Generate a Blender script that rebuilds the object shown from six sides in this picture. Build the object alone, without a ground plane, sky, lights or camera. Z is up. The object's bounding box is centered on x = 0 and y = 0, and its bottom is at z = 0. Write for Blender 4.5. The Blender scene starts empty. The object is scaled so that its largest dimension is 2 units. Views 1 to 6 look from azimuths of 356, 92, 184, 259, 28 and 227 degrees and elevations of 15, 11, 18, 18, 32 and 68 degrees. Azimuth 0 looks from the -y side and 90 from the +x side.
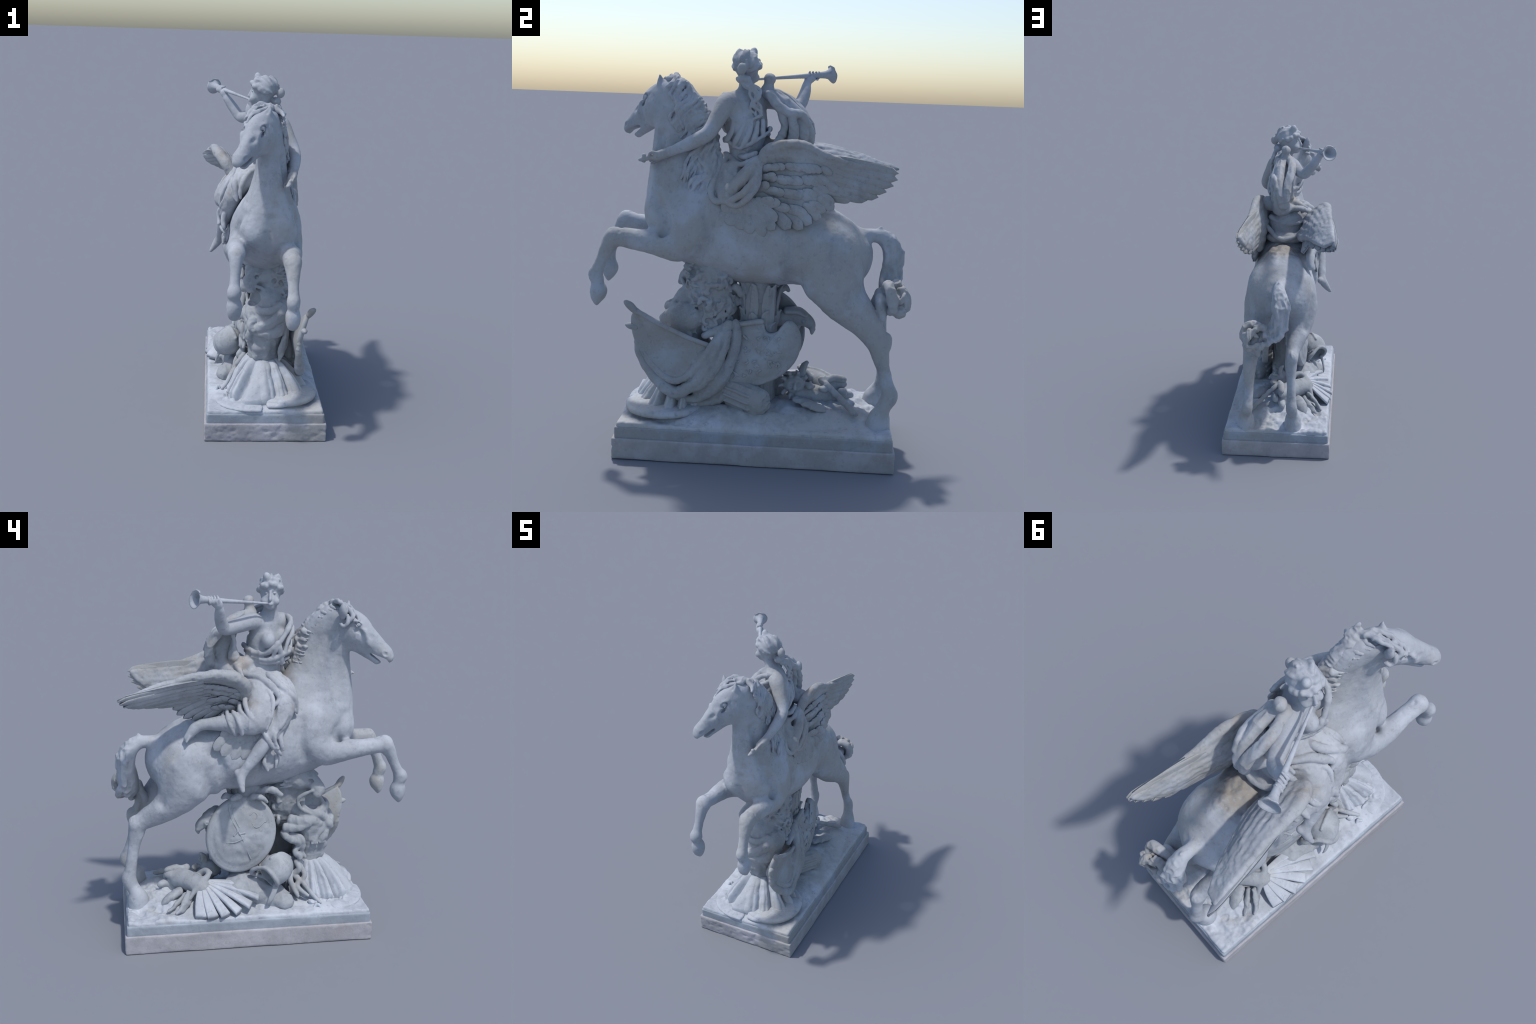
# Marble group: a trumpet-blowing rider on a rearing winged horse, over a
# trophy of arms, on a two-step plinth.  Everything is modelled from spines,
# profiles and rules; soft bodies are "clay": blended tubes and ellipsoids that
# are meshed together and then split into their anatomical parts.
import bpy, math, random
import numpy as np
from mathutils import Matrix, Vector

random.seed(7)
RNG = np.random.default_rng(7)

# ------------------------------------------------------------------ helpers
def V(*a):
    return np.array(a, dtype=float)

def unit(v):
    v = np.asarray(v, dtype=float)
    n = np.linalg.norm(v)
    return v / n if n > 1e-9 else v

def catmull(pts, n=6):
    """Smooth curve through control rows (any number of columns)."""
    p = np.asarray(pts, dtype=float)
    if len(p) < 3:
        t = np.linspace(0, 1, n + 1)[:, None]
        return p[0] * (1 - t) + p[-1] * t
    q = np.vstack([2 * p[0] - p[1], p, 2 * p[-1] - p[-2]])
    out = []
    for i in range(len(p) - 1):
        a, b, c, d = q[i], q[i + 1], q[i + 2], q[i + 3]
        for j in range(n):
            t = j / n
            out.append(0.5 * (2 * b + (c - a) * t + (2 * a - 5 * b + 4 * c - d) * t * t
                              + (3 * b - a - 3 * c + d) * t ** 3))
    out.append(p[-1])
    return np.array(out)

def hash3(i, j, k, seed):
    n = (i * 73856093) ^ (j * 19349663) ^ (k * 83492791) ^ (seed * 2654435761)
    n = (n ^ (n >> 13)) & 0x7fffffff
    n = (n * 1274126177 + 12345) & 0x7fffffff
    n = (n ^ (n >> 16)) * 668265263 & 0x7fffffff
    return (n & 0xffff) / 32767.5 - 1.0

def noise3(p, scale, seed=1):
    """Value noise in -1..1 at points p (N,3)."""
    q = p * scale
    f = np.floor(q).astype(np.int64)
    w = q - f
    w = w * w * w * (w * (w * 6 - 15) + 10)
    r = 0
    for dx in (0, 1):
        for dy in (0, 1):
            for dz in (0, 1):
                ww = (w[:, 0] if dx else 1 - w[:, 0]) * (w[:, 1] if dy else 1 - w[:, 1]) \
                    * (w[:, 2] if dz else 1 - w[:, 2])
                r = r + ww * hash3(f[:, 0] + dx, f[:, 1] + dy, f[:, 2] + dz, seed)
    return r

def fbm(p, scale, seed=1, octaves=3):
    r, a = 0, 1.0
    for o in range(octaves):
        r = r + a * noise3(p, scale * 2 ** o, seed + o)
        a *= 0.5
    return r

ROOT = None
PARTS = []

def register(obj, mat, parent=None):
    bpy.context.scene.collection.objects.link(obj)
    if mat is not None and obj.data is not None and not obj.data.materials:
        obj.data.materials.append(mat)
    obj.parent = parent or ROOT
    PARTS.append(obj)
    return obj

def mesh_from(name, verts, faces, smooth=True):
    me = bpy.data.meshes.new(name)
    verts = np.asarray(verts, dtype=np.float32)
    if isinstance(faces, np.ndarray):
        k = faces.shape[1]
        me.vertices.add(len(verts))
        me.vertices.foreach_set('co', verts.ravel())
        me.loops.add(faces.size)
        me.loops.foreach_set('vertex_index', faces.ravel().astype(np.int32))
        me.polygons.add(len(faces))
        me.polygons.foreach_set('loop_start', np.arange(0, faces.size, k, dtype=np.int32))
        me.update(calc_edges=True)
        me.validate()
    else:
        me.from_pydata([tuple(map(float, v)) for v in verts], [], faces)
        me.update()
    if smooth:
        me.polygons.foreach_set('use_smooth', np.ones(len(me.polygons), dtype=bool))
    return me

def T4(v, r):
    return tuple(float(x) for x in v) + (r,)

# --------------------------------------------------------------- clay bodies
class Clay:
    """A solid built from blended tubes and ellipsoids, meshed on a lattice."""
    def __init__(self, h, inset=0.0015):
        self.h = h
        self.inset = inset      # blends swell a little; shrink them back
        self.ops = []

    # each op: (function(points)->distance, bbox lo, hi, blend, mode, label)
    def tube(self, label, pts, side=(0, 0, 1), k=0.02, mode='add', n=5):
        """pts rows: x y z r  or  x y z ra rb (ra along `side`, rb across)."""
        p = np.asarray(pts, dtype=float)
        if p.shape[1] == 4:
            p = np.hstack([p, p[:, 3:4]])
        c = catmull(p, n)
        c[:, 3:] = np.maximum(c[:, 3:], 0.002)
        self.ops.append(('tube', c, unit(side), k, mode, label))

    def blob(self, label, c, r, x=(1, 0, 0), z=(0, 0, 1), k=0.02, mode='add'):
        X = unit(x)
        Z = unit(np.asarray(z, float) - X * np.dot(X, z))
        Y = np.cross(Z, X)
        r = np.asarray(r if np.ndim(r) else (r, r, r), dtype=float)
        self.ops.append(('blob', np.asarray(c, float), (np.array([X, Y, Z]), r), k, mode, label))

    def box(self, label, c, half, r=0.005, x=(1, 0, 0), z=(0, 0, 1), k=0.0, mode='add'):
        X = unit(x)
        Z = unit(np.asarray(z, float) - X * np.dot(X, z))
        Y = np.cross(Z, X)
        self.ops.append(('box', np.asarray(c, float), (np.array([X, Y, Z]), np.asarray(half, float), r), k, mode, label))

    def _bbox(self, op):
        if op[0] == 'box':
            M, r = op[2][:2]
            e = (np.abs(M) * r[:, None]).sum(0)
            return op[1] - e, op[1] + e
        if op[0] == 'tube':
            c = op[1]
            r = c[:, 3:].max(axis=1)[:, None]
            return (c[:, :3] - r).min(0), (c[:, :3] + r).max(0)
        M, r = op[2]
        e = np.sqrt(((M * r[:, None]) ** 2).sum(0))
        return op[1] - e, op[1] + e

    def _field(self, op, G):
        if op[0] == 'blob':
            M, r = op[2]
            q = (G - op[1].astype(np.float32)) @ M.T.astype(np.float32)
            a = q / r.astype(np.float32)
            k0 = np.sqrt((a * a).sum(-1))
            b = a / r.astype(np.float32)
            k1 = np.sqrt((b * b).sum(-1)) + 1e-6
            return k0 * (k0 - 1) / k1
        M, hf, r = op[2]
        q = np.abs((G - op[1].astype(np.float32)) @ M.T.astype(np.float32)) - (hf - r).astype(np.float32)
        return np.sqrt((np.maximum(q, 0) ** 2).sum(-1)) + np.minimum(q.max(-1), 0) - np.float32(r)

    def build(self, relief=None, smooth=1):
        h = self.h
        lo = np.min([self._bbox(o)[0] for o in self.ops if o[4] == 'add'], axis=0) - 4 * h
        hi = np.max([self._bbox(o)[1] for o in self.ops if o[4] == 'add'], axis=0) + 4 * h
        lo = np.floor(lo / h) * h
        N = np.ceil((hi - lo) / h).astype(int) + 1
        F = np.full(N, 1.0, dtype=np.float32)
        L = np.zeros(N, dtype=np.uint8)
        labels = []
        for op in self.ops:
            if op[5] not in labels:
                labels.append(op[5])
            li = labels.index(op[5])
            k, mode = op[3], op[4]
            m = k + 3 * h
            blo, bhi = self._bbox(op)
            a = np.clip(np.floor((blo - m - lo) / h).astype(int), 0, N)
            b = np.clip(np.ceil((bhi + m - lo) / h).astype(int) + 1, 0, N)
            if np.any(b <= a):
                continue
            ax = [(lo[i] + h * np.arange(a[i], b[i])).astype(np.float32) for i in range(3)]
            if op[0] in ('blob', 'box'):
                G = np.stack(np.meshgrid(*ax, indexing='ij'), -1)
                D = self._field(op, G)
            else:
                D = np.full(b - a, 1.0, dtype=np.float32)
                c, side = op[1], op[2]
                for s in range(len(c) - 1):
                    p, q = c[s], c[s + 1]
                    T = q[:3] - p[:3]
                    l = np.linalg.norm(T)
                    if l < 1e-6:
                        continue
                    T = T / l
                    U = side - T * np.dot(side, T)
                    if np.linalg.norm(U) < 0.05:
                        U = np.cross(T, (1, 0, 0))
                    U = unit(U)
                    W = np.cross(T, U)
                    R = max(p[3:].max(), q[3:].max()) + m
                    slo = np.minimum(p[:3], q[:3]) - R
                    shi = np.maximum(p[:3], q[:3]) + R
                    sa = np.clip(np.floor((slo - lo) / h).astype(int), a, b)
                    sb = np.clip(np.ceil((shi - lo) / h).astype(int) + 1, a, b)
                    if np.any(sb <= sa):
                        continue
                    o = sa - a
                    e = sb - a
                    X = ax[0][o[0]:e[0], None, None] - np.float32(p[0])
                    Y = ax[1][None, o[1]:e[1], None] - np.float32(p[1])
                    Z = ax[2][None, None, o[2]:e[2]] - np.float32(p[2])
                    t = X * np.float32(T[0]) + Y * np.float32(T[1]) + Z * np.float32(T[2])
                    u = X * np.float32(U[0]) + Y * np.float32(U[1]) + Z * np.float32(U[2])
                    w = X * np.float32(W[0]) + Y * np.float32(W[1]) + Z * np.float32(W[2])
                    tc = np.clip(t, 0, np.float32(l))
                    f = tc / np.float32(l)
                    ra = np.float32(p[3]) * (1 - f) + np.float32(q[3]) * f
                    rb = np.float32(p[4]) * (1 - f) + np.float32(q[4]) * f
                    rt = np.minimum(ra, rb)
                    dt = (t - tc) / rt
                    u = u / ra
                    w = w / rb
                    k0 = np.sqrt(u * u + w * w + dt * dt)
                    k1 = np.sqrt((u / ra) ** 2 + (w / rb) ** 2 + (dt / rt) ** 2) + 1e-6
                    d = k0 * (k0 - 1) / k1
                    S = D[o[0]:e[0], o[1]:e[1], o[2]:e[2]]
                    np.minimum(S, d, out=S)
            sl = tuple(slice(a[i], b[i]) for i in range(3))
            Fs = F[sl]
            if mode == 'add':
                upd = D < Fs
                L[sl][upd] = li
                if k > 0:
                    hh = np.clip(k - np.abs(Fs - D), 0, None) / k
                    F[sl] = np.minimum(Fs, D) - hh * hh * (k * 0.25)
                else:
                    F[sl] = np.minimum(Fs, D)
            else:
                D = -D
                kk = max(k, 1e-4)
                hh = np.clip(kk - np.abs(Fs - D), 0, None) / kk
                F[sl] = np.maximum(Fs, D) + hh * hh * (kk * 0.25)
        # surface nets
        F = F + np.float32(self.inset)
        S = F < 0
        c = S[:-1, :-1, :-1].astype(np.int8)
        tot = np.zeros_like(c)
        for dx in (0, 1):
            for dy in (0, 1):
                for dz in (0, 1):
                    tot += S[dx:N[0] - 1 + dx, dy:N[1] - 1 + dy, dz:N[2] - 1 + dz]
        cells = np.argwhere((tot > 0) & (tot < 8))
        idx = np.full(tot.shape, -1, dtype=np.int32)
        idx[tuple(cells.T)] = np.arange(len(cells))
        acc = np.zeros((len(cells), 3))
        cnt = np.zeros(len(cells))
        corners = [(0, 0, 0), (1, 0, 0), (0, 1, 0), (1, 1, 0), (0, 0, 1), (1, 0, 1), (0, 1, 1), (1, 1, 1)]
        fv = {cc: F[cells[:, 0] + cc[0], cells[:, 1] + cc[1], cells[:, 2] + cc[2]] for cc in corners}
        for cc in corners:
            for axn in range(3):
                if cc[axn] == 0:
                    dd = list(cc)
                    dd[axn] = 1
                    f0, f1 = fv[cc], fv[tuple(dd)]
                    x = (f0 < 0) != (f1 < 0)
                    t = np.where(x, f0 / np.where(x, f0 - f1, 1), 0)
                    for i in range(3):
                        acc[:, i] += np.where(x, cc[i] + (t if i == axn else 0), 0)
                    cnt += x
        verts = lo + h * (cells + acc / cnt[:, None])
        vlab = L[cells[:, 0], cells[:, 1], cells[:, 2]]
        quads = []
        for axn in range(3):
            o1, o2 = [(1, 2), (2, 0), (0, 1)][axn]
            sA = [slice(1, -1)] * 3
            sA[axn] = slice(0, -1)
            sB = list(sA)
            sB[axn] = slice(1, None)
            A, B = S[tuple(sA)], S[tuple(sB)]
            e = np.argwhere(A != B)
            flip = A[tuple(e.T)]
            off = np.array([1, 1, 1])
            off[axn] = 0
            e = e + off
            d1 = np.zeros(3, int)
            d1[o1] = 1
            d2 = np.zeros(3, int)
            d2[o2] = 1
            q = np.stack([idx[tuple((e - d1 - d2).T)], idx[tuple((e - d2).T)],
                          idx[tuple(e.T)], idx[tuple((e - d1).T)]], 1)
            q[~flip] = q[~flip][:, ::-1]
            quads.append(q)
        Q = np.vstack(quads)
        Q = Q[(Q >= 0).all(1)]
        # light smoothing over edges
        E0 = Q.ravel()
        E1 = np.roll(Q, -1, axis=1).ravel()
        deg = np.bincount(E0, minlength=len(verts)) + np.bincount(E1, minlength=len(verts))
        for _ in range(smooth):
            s = np.stack([np.bincount(E0, verts[E1, i], len(verts)) + np.bincount(E1, verts[E0, i], len(verts))
                          for i in range(3)], 1)
            verts = verts + 0.5 * (s / np.maximum(deg, 1)[:, None] - verts)
        nrm = self._normals(verts, Q)
        if relief is not None:
            verts = verts + nrm * relief(verts, nrm)[:, None]
            nrm = self._normals(verts, Q)
        # tidy the part borders by voting over neighbours
        oh = np.zeros((len(verts), len(labels)))
        oh[np.arange(len(verts)), vlab] = 1
        for _ in range(4):
            oh = np.stack([np.bincount(E0, oh[E1, i], len(verts)) + np.bincount(E1, oh[E0, i], len(verts))
                           + 0.5 * oh[:, i] for i in range(len(labels))], 1)
            oh /= oh.sum(1, keepdims=True) + 1e-9
        self.verts, self.quads, self.normals, self.labels = verts, Q, nrm, labels
        self.flab = oh[Q].sum(1).argmax(1)
        return self

    @staticmethod
    def _normals(v, Q):
        n = np.cross(v[Q[:, 2]] - v[Q[:, 0]], v[Q[:, 3]] - v[Q[:, 1]])
        out = np.stack([sum(np.bincount(Q[:, j], n[:, i], len(v)) for j in range(4)) for i in range(3)], 1)
        return out / (np.linalg.norm(out, axis=1, keepdims=True) + 1e-12)

    def emit(self, mats, names=None, parents=None, kinds=()):
        """One mesh object per label; border vertices coincide, normals shared."""
        objs = {}
        for li, lab in enumerate(self.labels):
            Q = self.quads[self.flab == li]
            if not len(Q):
                continue
            used, inv = np.unique(Q.ravel(), return_inverse=True)
            name = (names or {}).get(lab, lab.split('.')[0])
            me = mesh_from(name, self.verts[used], inv.reshape(Q.shape).astype(np.int32))
            me.normals_split_custom_set_from_vertices([tuple(x) for x in self.normals[used]])
            ob = bpy.data.objects.new(name, me)
            mat = mats[lab] if isinstance(mats, dict) and lab in mats else (mats['*'] if isinstance(mats, dict) else mats)
            register(ob, mat, (parents or {}).get(lab))
            if lab in kinds:
                ob['kind'] = 'stuff'
            objs[lab] = ob
        return objs

def ridged(p, scale, seed=1, stretch=(1, 1, 1)):
    """Sharp crests and soft hollows, -1..1; small stretch = long that way."""
    q = p * np.asarray(stretch, float)
    return 1 - 2.2 * np.abs(noise3(q, scale, seed)) + 0.4 * noise3(q, scale * 2.1, seed + 5)

def weather(amount=0.0015, seed=3):
    """Worn-stone relief: soft waves, grain and a few pits."""
    def f(p, n):
        r = amount * (0.9 * fbm(p, 14, seed, 2) + 0.55 * fbm(p, 45, seed + 9, 2))
        pit = fbm(p, 60, seed + 21, 2)
        r = r - amount * 1.6 * np.clip(pit - 0.75, 0, 1)
        return r
    return f

# ------------------------------------------------------------------ materials
def stone(name, base, dark, stain, stain_amount=0.35, speckle=0.4, rough=0.75, bump=0.25, grain=90.0, spots=()):
    """Weathered marble: clouded base, grey veils, ochre lichen stains, fine pits."""
    m = bpy.data.materials.new(name)
    m.use_nodes = True
    nt = m.node_tree
    N, Lk = nt.nodes, nt.links
    bs = N['Principled BSDF']
    bs.inputs['Roughness'].default_value = rough
    bs.inputs['Specular IOR Level'].default_value = 0.25
    geo = N.new('ShaderNodeNewGeometry')

    def noise(scale, detail=5, roughn=0.6, off=(0, 0, 0), stretch=(1, 1, 1)):
        mp = N.new('ShaderNodeMapping')
        mp.inputs['Location'].default_value = off
        mp.inputs['Scale'].default_value = stretch
        Lk.new(geo.outputs['Position'], mp.inputs['Vector'])
        t = N.new('ShaderNodeTexNoise')
        t.inputs['Scale'].default_value = scale
        t.inputs['Detail'].default_value = detail
        t.inputs['Roughness'].default_value = roughn
        Lk.new(mp.outputs['Vector'], t.inputs['Vector'])
        return t.outputs['Fac']

    def ramp(src, lo, hi, amount=1.0):
        r = N.new('ShaderNodeMapRange')
        r.interpolation_type = 'SMOOTHSTEP'
        r.inputs['From Min'].default_value = lo
        r.inputs['From Max'].default_value = hi
        r.inputs['To Max'].default_value = amount
        Lk.new(src, r.inputs['Value'])
        return r.outputs['Result']

    def mix(a, b, fac):
        x = N.new('ShaderNodeMix')
        x.data_type = 'RGBA'
        for sock, val in ((x.inputs['A'], a), (x.inputs['B'], b)):
            if isinstance(val, tuple):
                sock.default_value = (*val, 1)
            else:
                Lk.new(val, sock)
        Lk.new(fac, x.inputs['Factor'])
        return x.outputs['Result']

    light = tuple(min(1, c * 1.24) for c in base)
    sep = N.new('ShaderNodeSeparateXYZ')
    Lk.new(geo.outputs['Position'], sep.inputs['Vector'])
    ad = N.new('ShaderNodeMath')
    ad.operation = 'MULTIPLY_ADD'
    ad.inputs[1].default_value = 0.45
    Lk.new(noise(3.5, 4, 0.6, (5, 3, 1)), ad.inputs[0])
    Lk.new(sep.outputs['X'], ad.inputs[2])
    lum = sum(base) / 3
    warm = (lum * 0.985, lum * 0.985, lum * 0.965)
    c = mix(base, warm, ramp(ad.outputs['Value'], 0.10, 0.42, 0.85))
    c = mix(c, light, ramp(noise(5.5, 4, 0.55), 0.42, 0.68))
    c = mix(c, dark, ramp(noise(7.0, 7, 0.68, (3, 1, 7), (1, 1, 0.55)), 0.50, 0.74, 0.50))
    c = mix(c, dark, ramp(noise(grain * 0.5, 3, 0.6, (1, 9, 2)), 0.56, 0.74, speckle))
    c = mix(c, dark, ramp(noise(26.0, 6, 0.7, (6, 2, 9)), 0.54, 0.72, 0.38))
    c = mix(c, stain, ramp(noise(4.2, 6, 0.7, (8, 2, 5)), 0.56, 0.72, stain_amount))
    for centre, radius, amount in spots:
        dn = N.new('ShaderNodeVectorMath')
        dn.operation = 'DISTANCE'
        dn.inputs[1].default_value = centre
        Lk.new(geo.outputs['Position'], dn.inputs[0])
        ma = N.new('ShaderNodeMath')
        ma.operation = 'MULTIPLY_ADD'
        ma.inputs[1].default_value = 0.30
        Lk.new(noise(13.0, 6, 0.7, centre), ma.inputs[0])
        Lk.new(dn.outputs['Value'], ma.inputs[2])
        inv = N.new('ShaderNodeMath')
        inv.operation = 'SUBTRACT'
        inv.inputs[0].default_value = 1.0
        Lk.new(ma.outputs['Value'], inv.inputs[1])
        c = mix(c, stain, ramp(inv.outputs['Value'], 0.85 - radius, 0.95 - radius, amount))
    c = mix(c, light, ramp(noise(grain * 0.8, 2, 0.5, (4, 4, 2)), 0.58, 0.72, 0.35))
    Lk.new(c, bs.inputs['Base Color'])
    bn = N.new('ShaderNodeBump')
    bn.inputs['Strength'].default_value = bump
    bn.inputs['Distance'].default_value = 0.004
    Lk.new(noise(grain, 6, 0.65, (2, 2, 2)), bn.inputs['Height'])
    Lk.new(bn.outputs['Normal'], bs.inputs['Normal'])
    return m

OCHRE = (0.33, 0.285, 0.23)
MARBLE = stone('weathered_marble', (0.350, 0.376, 0.418), (0.215, 0.235, 0.264), OCHRE, 0.28, 0.38, spots=(((0.0, 0.28, 1.26), 0.15, 0.6), ((0.0, -0.13, 1.44), 0.08, 0.5)))
WING_STONE = stone('lichened_marble', (0.325, 0.345, 0.374), (0.190, 0.205, 0.225), OCHRE, 0.42, 0.45, spots=(((0.16, 0.15, 1.56), 0.08, 0.7), ((-0.24, 0.16, 1.50), 0.07, 0.5)))
CLOTH_STONE = stone('stained_marble', (0.342, 0.364, 0.400), (0.208, 0.226, 0.25), OCHRE, 0.42, 0.42, spots=(((-0.04, 0.12, 1.53), 0.10, 0.75), ((0.07, -0.12, 1.46), 0.07, 0.6)))
TROPHY_STONE = stone('sheltered_marble', (0.310, 0.333, 0.364), (0.182, 0.198, 0.218), OCHRE, 0.30, 0.42)
SOIL_STONE = stone('pitted_marble', (0.405, 0.438, 0.488), (0.24, 0.268, 0.305), OCHRE, 0.28, 0.5)
STEP_STONE = stone('blue_grey_step', (0.275, 0.312, 0.360), (0.205, 0.232, 0.268), OCHRE, 0.12, 0.4)
PLINTH_STONE = stone('pinkish_limestone', (0.345, 0.340, 0.368), (0.255, 0.252, 0.272), (0.29, 0.255, 0.245), 0.35, 0.35, bump=0.35)

ROOT = bpy.data.objects.new('equestrian_statue', None)
bpy.context.scene.collection.objects.link(ROOT)
ROOT['label'] = 'weathered marble winged horse with trumpet-blowing rider over trophies'
ROOT['category'] = 'statue'

# ---------------------------------------------------------------------- horse
def build_horse():
    c = Clay(0.0055)
    SX = (1, 0, 0)
    # trunk of the body: half-width along x, half-height across
    c.tube('horse_torso', [
        (0.00, 0.47, 0.985, 0.150, 0.165), (0.00, 0.38, 1.02, 0.195, 0.197), (0.00, 0.22, 1.04, 0.197, 0.203),
        (0.00, 0.05, 1.06, 0.203, 0.235), (-0.005, -0.10, 1.09, 0.200, 0.235),
        (-0.005, -0.25, 1.14, 0.188, 0.225), (-0.005, -0.345, 1.19, 0.165, 0.185)], SX, 0.03, n=6)
    c.blob('horse_torso', (-0.005, -0.385, 1.20), (0.150, 0.130, 0.140), k=0.06)
    c.blob('horse_torso', (-0.085, -0.415, 1.185), (0.075, 0.095, 0.105), k=0.04)
    c.blob('horse_torso', (0.075, -0.415, 1.185), (0.075, 0.095, 0.105), k=0.04)
    # haunches
    for s, x0 in ((1, 0.118), (-1, -0.122)):
        c.blob('horse_torso', (x0, 0.415, 0.965), (0.104, 0.148, 0.192), (1, 0, 0), (0, -0.25, 1), k=0.05)
    # shoulders
    for s in (1, -1):
        c.blob('horse_torso', (0.100 * s, -0.28, 1.14), (0.088, 0.115, 0.170), (1, 0, 0), (0, 0.35, 1), k=0.05)
    c.blob('horse_torso', (0, -0.08, 1.28), (0.12, 0.2, 0.1), k=0.06)
    # neck: its section twists, crest to +x and throat to -x, as the head turns
    c.tube('horse_neck', [
        (0.0, -0.275, 1.22, 0.146, 0.185), (0.006, -0.305, 1.35, 0.112, 0.200), (0.014, -0.322, 1.45, 0.084, 0.174),
        (0.018, -0.330, 1.55, 0.070, 0.154), (0.014, -0.342, 1.63, 0.064, 0.134),
        (-0.001, -0.362, 1.705, 0.062, 0.110), (-0.020, -0.392, 1.766, 0.056, 0.076)], (1, -0.24, 0), 0.05)
    c.tube('horse_neck', [(-0.004, -0.410, 1.30, 0.120, 0.098), (-0.002, -0.411, 1.42, 0.098, 0.083), (-0.010, -0.412, 1.52, 0.080, 0.066), (-0.022, -0.420, 1.62, 0.066, 0.054)], (1, -0.1, 0), 0.06)
    # head, turned towards -x
    HS = (0.85, -0.53, 0)
    c.tube('horse_head', [
        (-0.034, -0.425, 1.765, 0.056, 0.072), (-0.082, -0.484, 1.710, 0.066, 0.094),
        (-0.122, -0.545, 1.666, 0.052, 0.073), (-0.153, -0.592, 1.626, 0.043, 0.055),
        (-0.180, -0.630, 1.594, 0.043, 0.046), (-0.188, -0.643, 1.582, 0.038, 0.038)], HS, 0.035)
    c.blob('horse_head', (-0.050, -0.470, 1.672), (0.060, 0.075, 0.078), HS, (0.3, 0.5, 0.8), k=0.03)
    c.tube('horse_head', [(-0.075, -0.500, 1.628, 0.035), (-0.112, -0.540, 1.598, 0.030), (-0.148, -0.583, 1.568, 0.026),
                          (-0.160, -0.597, 1.558, 0.026)], HS, 0.02)
    c.tube('horse_head', [(-0.126, -0.580, 1.592, 0.036, 0.007), (-0.186, -0.640, 1.556, 0.06, 0.016)], HS, 0.006, 'sub')
    for s in (1, -1):
        side = V(*HS) * s
        e = V(-0.108, -0.514, 1.742) + side * 0.051
        fwd = unit((-0.5, -0.8, -0.35))
        c.blob('horse_head', e + V(0.004, 0.008, 0.014), (0.034, 0.018, 0.013), fwd, k=0.012)
        c.blob('horse_head', e + side * 0.008, (0.022, 0.012, 0.015), fwd, k=0.006, mode='sub')
        c.blob('horse_head', e + side * 0.002, (0.015, 0.011, 0.012), fwd, k=0.002)
        c.tube('horse_head', [T4(e + side * 0.010 + fwd * 0.022 - V(0, 0, 0.006), 0.004), T4(e + side * 0.013 - V(0, 0, 0.012), 0.005), T4(e + side * 0.010 - fwd * 0.022, 0.004)], k=0.004)
        c.tube('horse_head', [T4(e - fwd * 0.01 - V(0, 0, 0.030), 0.007), T4(e + fwd * 0.05 - V(0, 0, 0.034) - side * 0.004, 0.006), T4(e + fwd * 0.10 - V(0, 0, 0.030) - side * 0.012, 0.004)], k=0.014, mode='sub')
        # cheek ridge and nostril
        q = V(-0.136, -0.565, 1.645) + side * 0.041
        c.tube('horse_head', [tuple(e + V(-0.02, -0.03, -0.03)) + (0.012,), tuple(q) + (0.011,)], k=0.02)
        nst = V(-0.186, -0.638, 1.600) + side * 0.036
        c.blob('horse_head', nst, (0.020, 0.014, 0.016), (-0.5, -0.7, -0.5), k=0.012)
        c.blob('horse_head', nst + side * 0.010 + V(-0.004, -0.006, 0.0), (0.017, 0.012, 0.010), (-0.5, -0.7, -0.5), k=0.005, mode='sub')
        # ears
        b = V(-0.075, -0.438, 1.780) + side * 0.046
        tip = V(-0.020, -0.468, 1.852) if s > 0 else V(-0.138, -0.402, 1.852)
        c.tube('horse_ear', [tuple(b) + (0.019,), tuple(b * 0.5 + tip * 0.5) + (0.021,), tuple(tip) + (0.006,)], HS, 0.010)
        c.tube('horse_ear', [tuple(b * 0.5 + tip * 0.5 + V(-0.012, -0.018, 0)) + (0.008,), tuple(tip + V(-0.006, -0.010, -0.012)) + (0.004,)],
               HS, 0.006, 'sub')
    # forelegs
    for lab, P in (
        ('foreleg.L', [(-0.130, -0.300, 1.080, 0.085), (-0.160, -0.370, 1.060, 0.072), (-0.178, -0.450, 1.072, 0.060, ),
                       (-0.185, -0.540, 1.085, 0.049), (-0.187, -0.620, 1.098, 0.045), (-0.188, -0.662, 1.098, 0.046),
                       (-0.192, -0.694, 1.060, 0.037), (-0.198, -0.722, 1.000, 0.030), (-0.201, -0.746, 0.950, 0.032),
                       (-0.202, -0.762, 0.920, 0.040), (-0.203, -0.756, 0.890, 0.033)]),
        ('foreleg.R', [(0.110, -0.300, 1.060, 0.090), (0.118, -0.375, 1.035, 0.078), (0.116, -0.460, 1.043, 0.064),
                       (0.112, -0.550, 1.052, 0.053), (0.108, -0.625, 1.060, 0.048), (0.107, -0.668, 1.050, 0.047),
                       (0.107, -0.697, 1.005, 0.037), (0.108, -0.722, 0.950, 0.031), (0.109, -0.744, 0.900, 0.033),
                       (0.109, -0.756, 0.868, 0.039), (0.110, -0.746, 0.835, 0.033)])):
        c.tube(lab, P, SX, 0.03)
    c.blob('foreleg.L', (-0.165, -0.345, 1.035), (0.045, 0.05, 0.045), k=0.03)
    c.blob('foreleg.R', (0.130, -0.350, 1.000), (0.050, 0.05, 0.045), k=0.03)
    c.blob('foreleg.L', (-0.188, -0.668, 1.110), (0.040, 0.035, 0.040), k=0.02)
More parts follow.
